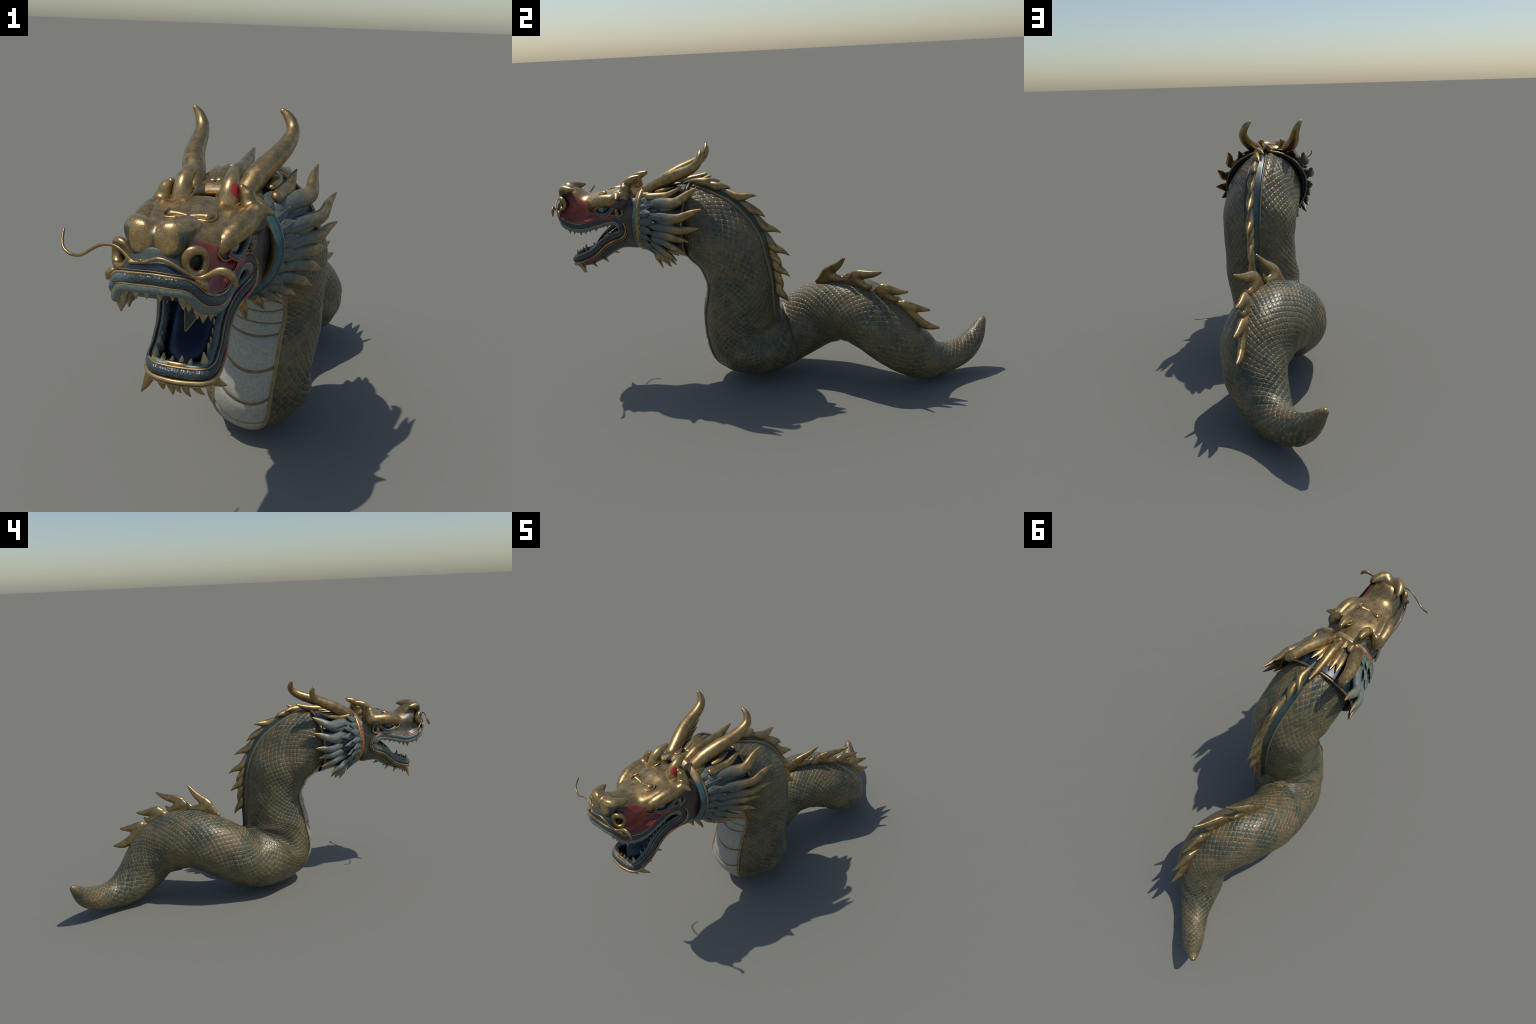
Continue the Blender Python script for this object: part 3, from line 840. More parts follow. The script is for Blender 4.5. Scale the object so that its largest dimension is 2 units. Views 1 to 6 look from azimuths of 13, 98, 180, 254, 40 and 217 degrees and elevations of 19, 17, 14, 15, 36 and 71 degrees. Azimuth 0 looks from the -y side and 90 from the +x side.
def head_field(X, Y, Z):
    x = np.abs(X - xmid(Y))
    yi = Y[0, :, 0] if Y.ndim == 3 else Y
    g = lambda f: np.broadcast_to(f(yi)[None, :, None], Y.shape) if Y.ndim == 3 else f(Y)

    def sup(xx, w, zz, h, n):
        r = ((xx / w)**n + (np.abs(zz) / h)**n + 1e-9)**(1.0 / n)
        return (r - 1) * np.minimum(w, h)
    # bridge of the snout and forehead
    ys = [-1.01, -0.98, -0.95, -0.91, -0.87, -0.82, -0.77, -0.72, -0.67, -0.62, -0.56]
    w = g(cspline(ys, [0.045, 0.062, 0.076, 0.084, 0.086, 0.090, 0.095, 0.099, 0.102, 0.112, 0.118]))
    top = g(cspline(ys, [0.895, 0.925, 0.940, 0.938, 0.914, 0.913, 0.922, 0.932, 0.937, 0.922, 0.905]))
    bot = g(cspline(ys, [0.82, 0.80, 0.79, 0.785, 0.785, 0.79, 0.80, 0.80, 0.80, 0.79, 0.78]))
    core = sup(x, w * (1 - (0.22 - 0.14 * sstep(-0.86, -0.78, Y)) * sstep(0.86, 0.92, Z)), Z - 0.5 * (top + bot), 0.5 * (top - bot), 2.8)
    core = smax(core, -(Y + 1.008), 0.02)
    # lip shelf
    lz = g(LIP_BOT) + 0.020
    shelf = sup(x, g(MUZ_W), Z - lz, np.full_like(Z, 0.021), 4.0)
    shelf = smax(shelf, -(Y + 1.010), 0.012)
    shelf = smax(shelf, Y + 0.66, 0.02)
    f = smin(core, shelf, 0.045)
    # back of the skull, where it enters the collar
    yb = [-0.74, -0.72, -0.69, -0.65, -0.62, -0.58, -0.55]
    wb = g(cspline(yb, [0.074, 0.084, 0.098, 0.113, 0.125, 0.129, 0.128])); hb = g(cspline(yb, [0.08, 0.098, 0.114, 0.126, 0.123, 0.116, 0.112]))
    skull = sup(x, wb, Z - g(cspline(yb, [0.83, 0.82, 0.81, 0.798, 0.795, 0.793, 0.790])), hb, 2.3)
    skull = smax(skull, -(Y + 0.715), 0.03)
    f = smin(f, skull, 0.03)
    # brow shelf over the eye, cheek bump behind the mouth
    f = smin(f, cones((x, Y, Z), [(0.088, -0.80, 0.872), (0.112, -0.73, 0.89), (0.118, -0.66, 0.89)], [0.016, 0.022, 0.03]), 0.025)
    f = smin(f, cones((x, Y, Z), [(0.090, -0.635, 0.80), (0.092, -0.63, 0.74)], [0.028, 0.030]), 0.03)
    f = smin(f, cones((x, Y, Z), [(0.070, -0.815, 0.884), (0.090, -0.752, 0.900), (0.097, -0.690, 0.904), (0.094, -0.650, 0.900)], [0.011, 0.016, 0.017, 0.015]), 0.030)
    # eye socket
    f = smax(f, -(np.sqrt((x - 0.118)**2 + (Y + 0.752)**2 * 0.55 + (Z - 0.857)**2 * 1.3) - 0.020), 0.012)
    # lower jaw
    xj = np.abs(X - XM - g(jaw_shift))
    zt, zb = g(LOW_TOP), g(JAW_BOT)
    zt = np.minimum(zt, 0.742)
    jaw = sup(xj, g(JAW_W), Z - 0.5 * (zt + zb), 0.5 * (zt - zb), 3.2)
    jaw = smax(jaw, -(Y + 0.936), 0.015); jaw = smax(jaw, Y + 0.60, 0.02)
    f = smin(f, jaw, 0.022)
    # open wedge of the mouth, and the hollow inside
    lb, lt = g(LIP_BOT), g(LOW_TOP)
    ap = np.clip((-0.690 - Y) / 0.02, -1, 1)
    wedge = np.maximum(np.maximum(Z - lb, lt - Z), Y + 0.693)
    wedge = np.where(Y < -0.93, np.maximum(Z - lb, 0.61 - Z), wedge)
    f = smax(f, -wedge, 0.006)
    cw = g(cspline([-1.0, -0.96, -0.9, -0.8, -0.7, -0.64, -0.58], [0.055, 0.074, 0.086, 0.088, 0.088, 0.080, 0.05]))
    cwj = g(JAW_W) - 0.022
    up = np.maximum(x - cw, np.maximum(Z - (lb + 0.006 + 0.03 * sstep(-0.80, -0.72, Y)), 0.755 - Z))
    up = np.maximum(up, np.maximum(Y + 0.66, -(Y + 0.985)))
    dn = np.maximum(xj - cwj, np.maximum(Z - 0.79, np.maximum(lt - 0.022, 0.60) + 0.20 * sstep(-0.80, -0.66, Y) - Z))
    dn = np.maximum(dn, np.maximum(Y + 0.635, -(Y + 0.912)))
    f = smax(f, -np.minimum(up, dn), 0.014)
    # nostril pits
    f = smax(f, -cones((x, Y, Z), [(0.078, -1.0, 0.880), (0.060, -0.945, 0.885)], [0.016, 0.012]), 0.006)
    return f


def mirror(p, s, mid=XM):
    p = np.array(p, float)
    p[..., 0] = mid + s * p[..., 0]
    return p


def build_head(root):
    h = 0.0036
    v, f = surface_nets(head_field, (-0.20, -1.03, 0.55), (0.16, -0.535, 0.99), h)
    v = relax(v, f, 2)
    # whole-head normals, then separate the lower jaw and the mouth lining
    fc = v[f].mean(1)
    e1 = v[f[:, 2]] - v[f[:, 0]]; e2 = v[f[:, 3]] - v[f[:, 1]]
    fn = np.cross(e1, e2)
    nrm = np.zeros_like(v)
    for q in range(4):
        np.add.at(nrm, f[:, q], fn)
    nrm = unit(nrm)
    zt = LOW_TOP(fc[:, 1]); lb = LIP_BOT(fc[:, 1])
    fnu = unit(fn)
    xa = np.abs(fc[:, 0] - XM); xj = np.abs(fc[:, 0] - XM - jaw_shift(fc[:, 1]))
    y, z = fc[:, 1], fc[:, 2]
    lower = (z < 0.5 * (zt + lb)) & (y < -0.695) & (z < 0.757)
    inner = ((xj < JAW_W(y) - 0.012) & lower & (fnu[:, 2] > -0.1) & (z > JAW_BOT(y) + 0.012)) | ((~lower) & (y < -0.66) & (xa < 0.098) & (fnu[:, 2] < -0.2) & (z < lb + 0.05) & (z > 0.69)) | ((~lower) & (xa < 0.096) & (y < -0.575) & (y > -0.74) & (z > 0.63) & (z < 0.83) & (np.abs(fc[:, 0] - XM) < 0.095) & (fnu[:, 1] < 0.5) & ((fc[:, 0] - XM) * fnu[:, 0] < 0.02) & (y > -0.72) & (z < 0.82) & (z > 0.672))
    hd = None
    objs = {}
    for name, msk in (("head", ~lower), ("lower_jaw", lower)):
        ff = f[msk]; used, inv = np.unique(ff, return_inverse=True)
        ff = inv.reshape(ff.shape)
        o = make(name, v[used], ff, None, hd or root, mats=["face_paint", "mouth_navy"], fmat=inner[msk].astype(int))
        o.data.normals_split_custom_set_from_vertices(nrm[used].tolist())
        objs[name] = o
        hd = hd or o
    jaw = objs["lower_jaw"]
    # inner throat backing so that the mouth ends in dark
    build_lips(hd, jaw)
    build_teeth(hd, jaw)
    build_face(hd)
    build_nose(hd)
    build_whiskers(hd)
    build_chin(jaw)
    build_collar(hd)
    build_mane(hd)
    build_horns(hd)


UP_LIP = [(0.0, -1.016, 0.846), (0.045, -1.013, 0.844), (0.070, -1.001, 0.840), (0.088, -0.977, 0.820), (0.099, -0.952, 0.801), (0.107, -0.920, 0.787), (0.112, -0.887, 0.780), (0.114, -0.855, 0.781), (0.113, -0.824, 0.789), (0.112, -0.792, 0.797), (0.110, -0.76, 0.806), (0.110, -0.73, 0.811), (0.114, -0.70, 0.811), (0.119, -0.680, 0.803)]
CORNER = [(0.124, -0.667, 0.788), (0.126, -0.661, 0.768), (0.125, -0.667, 0.748), (0.117, -0.690, 0.733)]
LOW_LIP = [(0.103, -0.72, 0.721), (0.087, -0.768, 0.696), (0.081, -0.804, 0.665), (0.081, -0.838, 0.640), (0.079, -0.871, 0.626), (0.076, -0.900, 0.617), (0.061, -0.924, 0.612), (0.030, -0.933, 0.610), (0.0, -0.935, 0.610)]


def lip_path(offs=(0, 0, 0), jaw=True):
    """closed line round the mouth: along the left side, back along the right"""
    pts = []
    for p in UP_LIP + CORNER + LOW_LIP:
        q = np.array(p)
        pts.append(q)
    return np.array(pts)


def mouth_loop(dr, du, drl, dul):
    """lip line moved out by dr / up by du on the upper lip, drl / dul on the lower one"""
    base = lip_path()
    T = unit(np.gradient(base, axis=0))
    k = np.arange(len(base)); nU = len(UP_LIP)
    b = sstep(nU - 2, nU + 4, k)
    out = unit(np.stack([base[:, 0] + 1e-6, np.where(base[:, 1] < -0.9, (base[:, 1] + 0.9), 0), np.zeros(len(base))], -1))
    perp = unit(np.cross(out, T))                    # points away from the mouth opening or toward it
    turn = math.pi * sstep(nU - 2, nU + len(CORNER) + 1, k)
    ref = np.stack([0 * turn, np.sin(turn), np.cos(turn)], -1)
    perp *= np.sign((perp * ref).sum(1, keepdims=True))
    r = (dr * (1 - b) + drl * b)[:, None]; u = (du * (1 - b) + dul * b)[:, None]
    L = base + r * out + u * perp
    def place(side):
        q = L.copy()
        q[:, 0] = XM + side * q[:, 0] + jaw_shift(q[:, 1]) * np.where(k >= nU + 2, 1, 0)
        if side < 0:
            q[:, 0] += 0.006 * sstep(nU - 2, nU + 2, k) * (1 - sstep(nU + 7, nU + 10, k))
        return q
    a, c = place(1), place(-1)
    return np.vstack([a, c[::-1][1:-1]])


def build_lips(hd, jaw):
    k = len(UP_LIP) + len(CORNER) + len(LOW_LIP)
    kk = np.concatenate([np.arange(k), np.arange(k)[::-1][1:-1]])
    b = sstep(len(UP_LIP) - 2, len(UP_LIP) + 5, kk)
    def loop(name, dr, du, drl, dul, r0, r1, mat, flat=1.0, m=14, taper=False):
        rr = r0 * (1 - b) + r1 * b
        if taper:
            up = sstep(5, 10, np.minimum(kk, 99)); rr = rr * (0.35 + 0.65 * up)
        v, f, uv = tube(mouth_loop(dr, du, drl, dul), rr, ref=(0, -0.05, 1), n=230, m=m, closed=True, flat=flat)
        make(name, v, f, mat, hd, uv)
    loop("outer_lip", 0.0, 0.0, -0.004, -0.004, 0.0120, 0.0128, "lip_dark")
    loop("inner_lip", -0.002, -0.0185, -0.014, -0.016, 0.0112, 0.0085, "lip_pale")
    loop("lip_edging", 0.0060, -0.0120, 0.0, -0.018, 0.0028, 0.0025, "lip_trim", m=8)
    loop("lip_piping", 0.0055, 0.0122, 0.008, 0.0125, 0.0031, 0.0054, "lip_trim", m=8)
    loop("lip_bead", 0.0055, 0.0190, 0.007, 0.022, 0.0022, 0.0022, "lip_trim", m=8, taper=True)


def tooth(base, tip, r, parent, name="tooth", bend=(0, 0, 0), mat="tooth_gold", flat=0.8):
    base, tip = np.asarray(base, float), np.asarray(tip, float)
    ref = unit(np.cross(tip - base, V(0.3, 0.2, 0.9)) + 1e-6)
    mid = 0.5 * (base + tip) + np.asarray(bend, float)
    return tube_obj(name, [base, mid, tip], [r, r * 0.72, r * 0.14], mat, parent, n=9, m=10, flat=flat, ref=ref)


def build_teeth(hd, jaw):
    # upper row hangs from the inner lip
    P = mouth_loop(-0.012, -0.024, -0.012, -0.012)
    k = len(UP_LIP)
    left = P[:k - 2]
    for side in (1, -1):
        q = left.copy(); q[:, 0] = XM + side * (q[:, 0] - XM)
        d = np.concatenate([[0], np.cumsum(np.linalg.norm(np.diff(q, axis=0), axis=1))])
        f = cspline(d, q)
        s = 0.016 if side > 0 else 0.013
        i = 0
        while s < d[-1] - 0.01:
            p = f(np.array([s]))[0]
            big = 1.0 if s < 0.24 else 0.72
            big *= 1 + 0.15 * rng.normal()
            ln = 0.029 * big
            tooth(p + V(0, 0, 0.006), p + V(rng.normal() * 0.002, 0.003 * rng.normal(), -ln + 0.006), 0.0112 * big, hd)
            s += 0.029 + 0.003 * rng.normal(); i += 1
    # lower fangs, incisors and crude molars
    for x, tz, ty in ((0.062, 0.660, -0.912), (-0.045, 0.658, -0.914)):
        tooth((x + (0.004 if x > 0 else -0.004), ty - 0.002, 0.612), (x, ty, tz), 0.0135, jaw, "fang", bend=(0, 0.002, 0))
    for x, l in ((-0.028, 0.026), (-0.008, 0.020), (0.014, 0.026), (0.034, 0.020)):
        tooth((x, -0.921, 0.624), (x + 0.002, -0.919, 0.630 + l * 0.75), 0.0095, jaw, "tooth")
    v, f, uv = tube([(-0.044, -0.908, 0.626), (-0.02, -0.921, 0.629), (0.030, -0.921, 0.629), (0.060, -0.907, 0.627)], 0.0078, n=30, m=10)
    make("gum_strip", v, [q[::-1] for q in f], "gilded_bronze", jaw, uv)
    Lw = np.array(LOW_LIP[::-1])
    for side in (1, -1):
        q = Lw.copy(); q[:, 0] = XM + side * (q[:, 0] - 0.020) + jaw_shift(q[:, 1])
        d = np.concatenate([[0], np.cumsum(np.linalg.norm(np.diff(q, axis=0), axis=1))]); f = cspline(d, q)
        s = 0.125
        while s < d[-1] - 0.005:
            p = f(np.array([s]))[0]
            ln = 0.018 * (1 + 0.3 * rng.normal())
            tooth(p + V(0, 0.004, -0.002), p + V(-side * 0.004, 0.002 - 0.006, 0.012 + max(ln, 0.008)), 0.0088 * (1 + 0.15 * rng.normal()), jaw, "tooth", flat=0.9)
            s += 0.0225 + 0.003 * rng.normal()
    # tongue, hanging from the roof of the throat
    T3 = [(0.010, -0.690, 0.792), (0.009, -0.745, 0.757), (0.004, -0.800, 0.714), (-0.004, -0.842, 0.668)]
    v, f, uv = tube(T3, [0.036, 0.034, 0.024, 0.002], ref=(0, -0.5, 1), n=26, m=20, flat=0.30, prof=lambda a: 1 - 0.25 * np.exp(-((a - np.pi / 2) / 0.45)**2))
    make("tongue", v, [q[::-1] for q in f], "tongue_grey", jaw, uv)
    for sg in (1, -1):
        E3 = [np.array(p) + V(sg * w, 0, 0.003) for p, w in zip(T3, (0.035, 0.033, 0.023, 0.001))]
        tube_obj("tongue_edging", E3, [0.0026, 0.0026, 0.0024, 0.002], "tooth_gold", jaw, n=24, m=8)
    v, f, uv = tube([(0.000, -0.715, 0.735), (0.003, -0.75, 0.710), (0.004, -0.79, 0.686), (0.006, -0.84, 0.649), (0.008, -0.880, 0.628), (0.009, -0.900, 0.619)], [0.060, 0.060, 0.054, 0.047, 0.034, 0.010], ref=(0, 0.4, 1), n=30, m=22, flat=0.40, prof=lambda a: 1 - 0.16 * np.exp(-((a - np.pi / 2) / 0.28)**2))
    make("mouth_floor", v, [q[::-1] for q in f], "mouth_navy", jaw, uv)


def build_face(hd):
    for s in (1, -1):
        # brow: a fat ridge with a knob and two thorns at its rear end
        def fn(X, Y, Z, s=s):
            P = ((X - XM) * s, Y, Z)
            p, r = curve_pts([(0.084, -0.822, 0.862), (0.095, -0.800, 0.880), (0.111, -0.752, 0.896), (0.118, -0.69, 0.901), (0.113, -0.650, 0.900)], [0.014, 0.023, 0.029, 0.028, 0.028], 14)
            f = cones(P, p, r)
            f = smin(f, cones(P, [(0.109, -0.648, 0.922), (0.102, -0.646, 0.948), (0.088, -0.650, 0.966)], [0.024, 0.0185, 0.009]), 0.012)
            if s > 0:
              f = smin(f, cones(P, [(0.135, -0.672, 0.918), (0.155, -0.666, 0.918), (0.170, -0.663, 0.914)], [0.020, 0.011, 0.006]), 0.012)
            return f
        xs = sorted((XM + s * 0.03, XM + s * 0.19))
        v, f = surface_nets(fn, (xs[0], -0.85, 0.83), (xs[1], -0.58, 0.995), 0.0035)
        make("brow", relax(v, f, 2), f, "gilded_bronze", hd)
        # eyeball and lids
        c = mirror((0.094, -0.752, 0.858), s)
        u = np.linspace(0, math.pi, 13); w = np.linspace(0, 2 * math.pi, 25)[:-1]
        U, W = np.meshgrid(u, w, indexing="ij")
        P = c + np.stack([0.019 * np.cos(U), 0.031 * np.sin(U) * np.cos(W), 0.023 * np.sin(U) * np.sin(W)], -1)
        make("eye", P.reshape(-1, 3), grid_faces(13, 24), "eye_paint", hd)
        lidp = [(0.103, -0.797, 0.850), (0.110, -0.782, 0.839), (0.114, -0.757, 0.833), (0.117, -0.728, 0.843), (0.120, -0.708, 0.862), (0.122, -0.692, 0.882)]
        tube_obj("eyelid", mirror(lidp, s), [0.004, 0.0065, 0.008, 0.008, 0.007, 0.004], "eye_rim", hd, n=30, m=12)
        lid2 = [(0.103, -0.801, 0.846), (0.112, -0.784, 0.832), (0.116, -0.757, 0.8245), (0.120, -0.723, 0.835), (0.124, -0.702, 0.857), (0.126, -0.684, 0.882)]
        tube_obj("eyelid_piping", mirror(lid2, s), 0.0032, "lip_trim", hd, n=30, m=8)
        upl = [(0.103, -0.797, 0.850), (0.108, -0.785, 0.862), (0.113, -0.757, 0.873), (0.117, -0.722, 0.879), (0.120, -0.694, 0.882)]
        tube_obj("upper_eyelid", mirror(upl, s), [0.003, 0.005, 0.006, 0.005, 0.003], "lip_trim", hd, n=26, m=10)
        # blue patch in the inner corner of the eye
        tube_obj("tear_patch", mirror([(0.081, -0.828, 0.862), (0.088, -0.812, 0.853), (0.097, -0.796, 0.846)], s), [0.008, 0.014, 0.012], "corner_blue", hd, n=14, m=12, flat=0.45, ref=(s * 1.0, -0.4, 0.2))
        loop = [(0.084, -0.838, 0.868), (0.0925, -0.832, 0.850), (0.100, -0.812, 0.838), (0.108, -0.795, 0.838), (0.114, -0.78, 0.830)]
        tube_obj("tear_piping", mirror(loop, s), 0.0026, "lip_trim", hd, n=24, m=8)
        # snout-side piping where the gold mask ends
        tube_obj("mask_piping", mirror([(0.060, -0.893, 0.897), (0.066, -0.876, 0.876), (0.074, -0.856, 0.868), (0.084, -0.835, 0.872)], s), 0.0028, "gilded_bronze", hd, n=22, m=8)
        # curled ear knot behind the eye
        a = np.linspace(0, 1.65 * math.pi, 12)
        ring = [(0.124 + 0.002 * q / 12, -0.672 + 0.0155 * math.cos(t + 2.4), 0.846 + 0.018 * math.sin(t + 2.4)) for q, t in enumerate(a)]
        tube_obj("ear", mirror(ring, s), np.linspace(0.0085, 0.0045, 12), "ear_paint", hd, n=36, m=10)
        tube_obj("ear_lobe", mirror([(0.121, -0.690, 0.868), (0.125, -0.684, 0.848), (0.125, -0.680, 0.826)], s), [0.004, 0.008, 0.006], "ear_paint", hd, n=14, m=10)
        # little horn on the crown
        tip = (0.053, -0.588, 0.993)
        hp = [(0.057, -0.655, 0.925), (0.058, -0.652, 0.950), (0.058, -0.636, 0.972), (0.055, -0.612, 0.984), tip]
        tube_obj("hornlet", mirror(hp, s), [0.0285, 0.0245, 0.0205, 0.0165, 0.0095], "hornlet_gold", hd, n=26, m=18, ref=(1, 0, 0))
        t = np.linspace(0, 2 * math.pi, 16, endpoint=False)
        tube_obj("hornlet_ring", mirror(np.stack([0.057 + 0.0280 * np.cos(t), -0.654 + 0.0280 * np.sin(t), 0.937 + 0.010 * np.sin(t) - 0.25 * (0.0280 * np.cos(t))], -1), s), 0.003, "gilded_bronze", hd, n=40, m=8, closed=True)
        # forehead knot
        tube_obj("forehead_knot", mirror([(0.004, -0.770, 0.919), (0.022, -0.767, 0.9205), (0.040, -0.764, 0.919)], s), [0.006, 0.0085, 0.015], "gilded_bronze", hd, n=16, m=14, flat=0.75)
        tube_obj("forehead_curl", mirror([(0.026, -0.787, 0.917), (0.050, -0.787, 0.9155), (0.062, -0.768, 0.918), (0.056, -0.748, 0.925)], s), 0.0035, "gilded_bronze", hd, n=22, m=8)



def build_nose(hd):
    def nose(X, Y, Z):
        x = np.abs(X - XM)
        P = (x, Y, Z)
        # broad cushion, wings sweeping back, two shallow lobes and a groove between them
        d = ((np.abs(x / 0.062)**2.6 + np.abs((Y + 0.960) / 0.037)**2.6 + np.abs((Z - 0.917) / 0.038)**2.6) + 1e-9)**(1 / 2.6)
        f = (d - 1) * 0.036
        p, r = curve_pts([(0.022, -0.966, 0.934), (0.038, -0.962, 0.937), (0.054, -0.943, 0.940), (0.064, -0.920, 0.941), (0.069, -0.900, 0.942)], [0.022, 0.0245, 0.021, 0.0145, 0.006], 12)
        f = smin(f, cones(P, p, r), 0.016)
        f = smin(f, cones(P, [(0.030, -0.974, 0.932), (0.031, -0.986, 0.903)], [0.0225, 0.0175]), 0.010)
        f = smax(f, -cones(P, [(0.0, -0.955, 0.968), (0.0, -1.004, 0.940), (0.0, -1.008, 0.900)], [0.011, 0.008, 0.003]), 0.014)
        return f
    v, f = surface_nets(nose, (XM - 0.10, -1.03, 0.865), (XM + 0.10, -0.88, 0.985), 0.0028)
    make("snout_bulb", relax(v, f, 2), f, "snout_gold", hd)
    for s in (1, -1):
        # nostril: a thick open ring facing forward and outward
        c = mirror((0.078, -0.957, 0.879), s); nz = unit(V(s * 0.62, -0.78, 0.05))
        a = unit(np.cross(nz, V(0, 0, 1))); b = np.cross(a, nz)
        t = np.linspace(0, 2 * math.pi, 14, endpoint=False)
        P = c + 0.0230 * np.cos(t)[:, None] * a + 0.0260 * np.sin(t)[:, None] * b - (0.004 * np.cos(2 * t))[:, None] * nz
        v, f, uv = tube(P, 0.0100 + 0.0025 * np.cos(t), ref=nz, n=48, m=16, closed=True, flat=1.15)
        make("nostril", v, f, "gilded_bronze", hd, uv)
        tube_obj("nostril_disc", [c - nz * 0.013, c - nz * 0.006], [0.027, 0.025], "nostril_dark", hd, n=6, m=20, ref=a, cap=False)  # dark disc added inside the ring to stand for the hole
        tube_obj("lip_tuft", mirror([(0.092, -0.978, 0.845), (0.100, -0.972, 0.838), (0.108, -0.967, 0.826)], s), [0.008, 0.010, 0.004], "gilded_bronze", hd, n=12, m=10)
        # moustache edge rising under the nose


def build_whiskers(hd):
    left = [(XM - 0.045, -1.016, 0.878), (-0.032, -1.021, 0.883), (-0.007, -1.023, 0.892), (0.012, -1.022, 0.890), (0.030, -1.020, 0.882), (0.052, -1.012, 0.868), (0.074, -0.999, 0.858), (0.095, -0.988, 0.866), (0.116, -0.982, 0.874), (0.134, -0.977, 0.866), (0.145, -0.973, 0.845)]
    tube_obj("whisker", left, [0.0035, 0.0038, 0.0042, 0.0042, 0.0042, 0.004, 0.0045, 0.006, 0.0088, 0.0095, 0.0045], "gilded_bronze", hd, n=70, m=10)
    right = [(XM - 0.020, -1.020, 0.884), (-0.060, -1.012, 0.878), (-0.082, -1.003, 0.893), (-0.112, -0.992, 0.904), (-0.150, -0.978, 0.893), (-0.190, -0.963, 0.868), (-0.220, -0.952, 0.864), (-0.238, -0.944, 0.872), (-0.247, -0.932, 0.886), (-0.250, -0.918, 0.904)]
    tube_obj("whisker", right, [0.0035, 0.0038, 0.0036, 0.0036, 0.0036, 0.0035, 0.0035, 0.0034, 0.0032, 0.0028], "gilded_bronze", hd, n=70, m=8)


def build_chin(jaw):
    # beard thorns under the front rim of the jaw
    tips = [(-0.084, 0.541), (-0.031, 0.555), (-0.008, 0.546), (0.010, 0.554), (0.033, 0.548), (0.058, 0.546), (0.100, 0.561)]
    roots = [(-0.060, 0.590), (-0.036, 0.580), (-0.016, 0.580), (0.003, 0.580), (0.021, 0.580), (0.040, 0.582), (0.077, 0.590)]
    for i, ((tx, tz), (rx, rz)) in enumerate(zip(tips, roots)):
        big = 0.0145 if i in (0, 6) else 0.0105
        ty = -0.915 if i < 5 else -0.895
        if i == 6: ty = -0.865
        tooth((rx, -0.914 if i not in (0, 6) else -0.90, rz + 0.006), (tx, ty + 0.004, tz), big, jaw, "chin_spike", bend=(-0.003 * np.sign(tx), -0.004, 0), mat="gilded_bronze")
    for s in (1, -1):
        for rx, ry, rz, ln in ((0.054, -0.845, 0.588, 0.024), (0.060, -0.790, 0.612, 0.028)):
            x = XM + s * rx + float(jaw_shift(np.array(ry)))
            tooth((x, ry, rz + 0.004), (x + s * 0.014, ry + ln, rz - 0.010), 0.0085, jaw, "chin_spike", mat="gilded_bronze")


CC, CA, CB = V(-0.005, -0.570, 0.800), 0.149, 0.136         # collar: centre and half axes


def collar_pt(t, a=CA, b=CB, dy=0.0):
    """t = 0 at the crown, +90 deg on the +x side"""
    t = np.asarray(t, float)
    return np.stack([CC[0] + a * np.sin(t), CC[1] + dy - 0.010 * (1 - np.cos(t)) + 0 * t, CC[2] + b * np.cos(t)], -1)


def build_collar(hd):
    t = np.linspace(0, 2 * math.pi, 40, endpoint=False)
    P = collar_pt(t)
    N, m = 160, 22
    tt = np.linspace(0, 2 * math.pi, N, endpoint=False); a = np.linspace(0, 2 * math.pi, m, endpoint=False)
    T, A = np.meshgrid(tt, a, indexing="ij")
    q = 1 + 0.06 * np.cos(4 * A)
    rad = 0.0160 * np.sin(A) * q * (1 + 0.35 * np.exp(-((np.mod(A, 2 * np.pi) - 1.57) / 0.25)**2) * 0.3)
    ax = -0.0215 * np.cos(A) * q
    groove = -0.0022 * np.exp(-((A - 1.15) / 0.10)**2)
    P = collar_pt(T, CA + rad + groove, CB + rad + groove, ax)
    uv = np.stack([T.ravel() / (2 * math.pi), np.mod(A, 2 * math.pi).ravel() / math.pi], -1)
    i, j = np.meshgrid(np.arange(N), np.arange(m), indexing="ij")
    f = np.stack([i * m + j, i * m + (j + 1) % m, ((i + 1) % N) * m + (j + 1) % m, ((i + 1) % N) * m + j], -1).reshape(-1, 4)
    make("collar", P.reshape(-1, 3), f, "collar_paint", hd, uv)


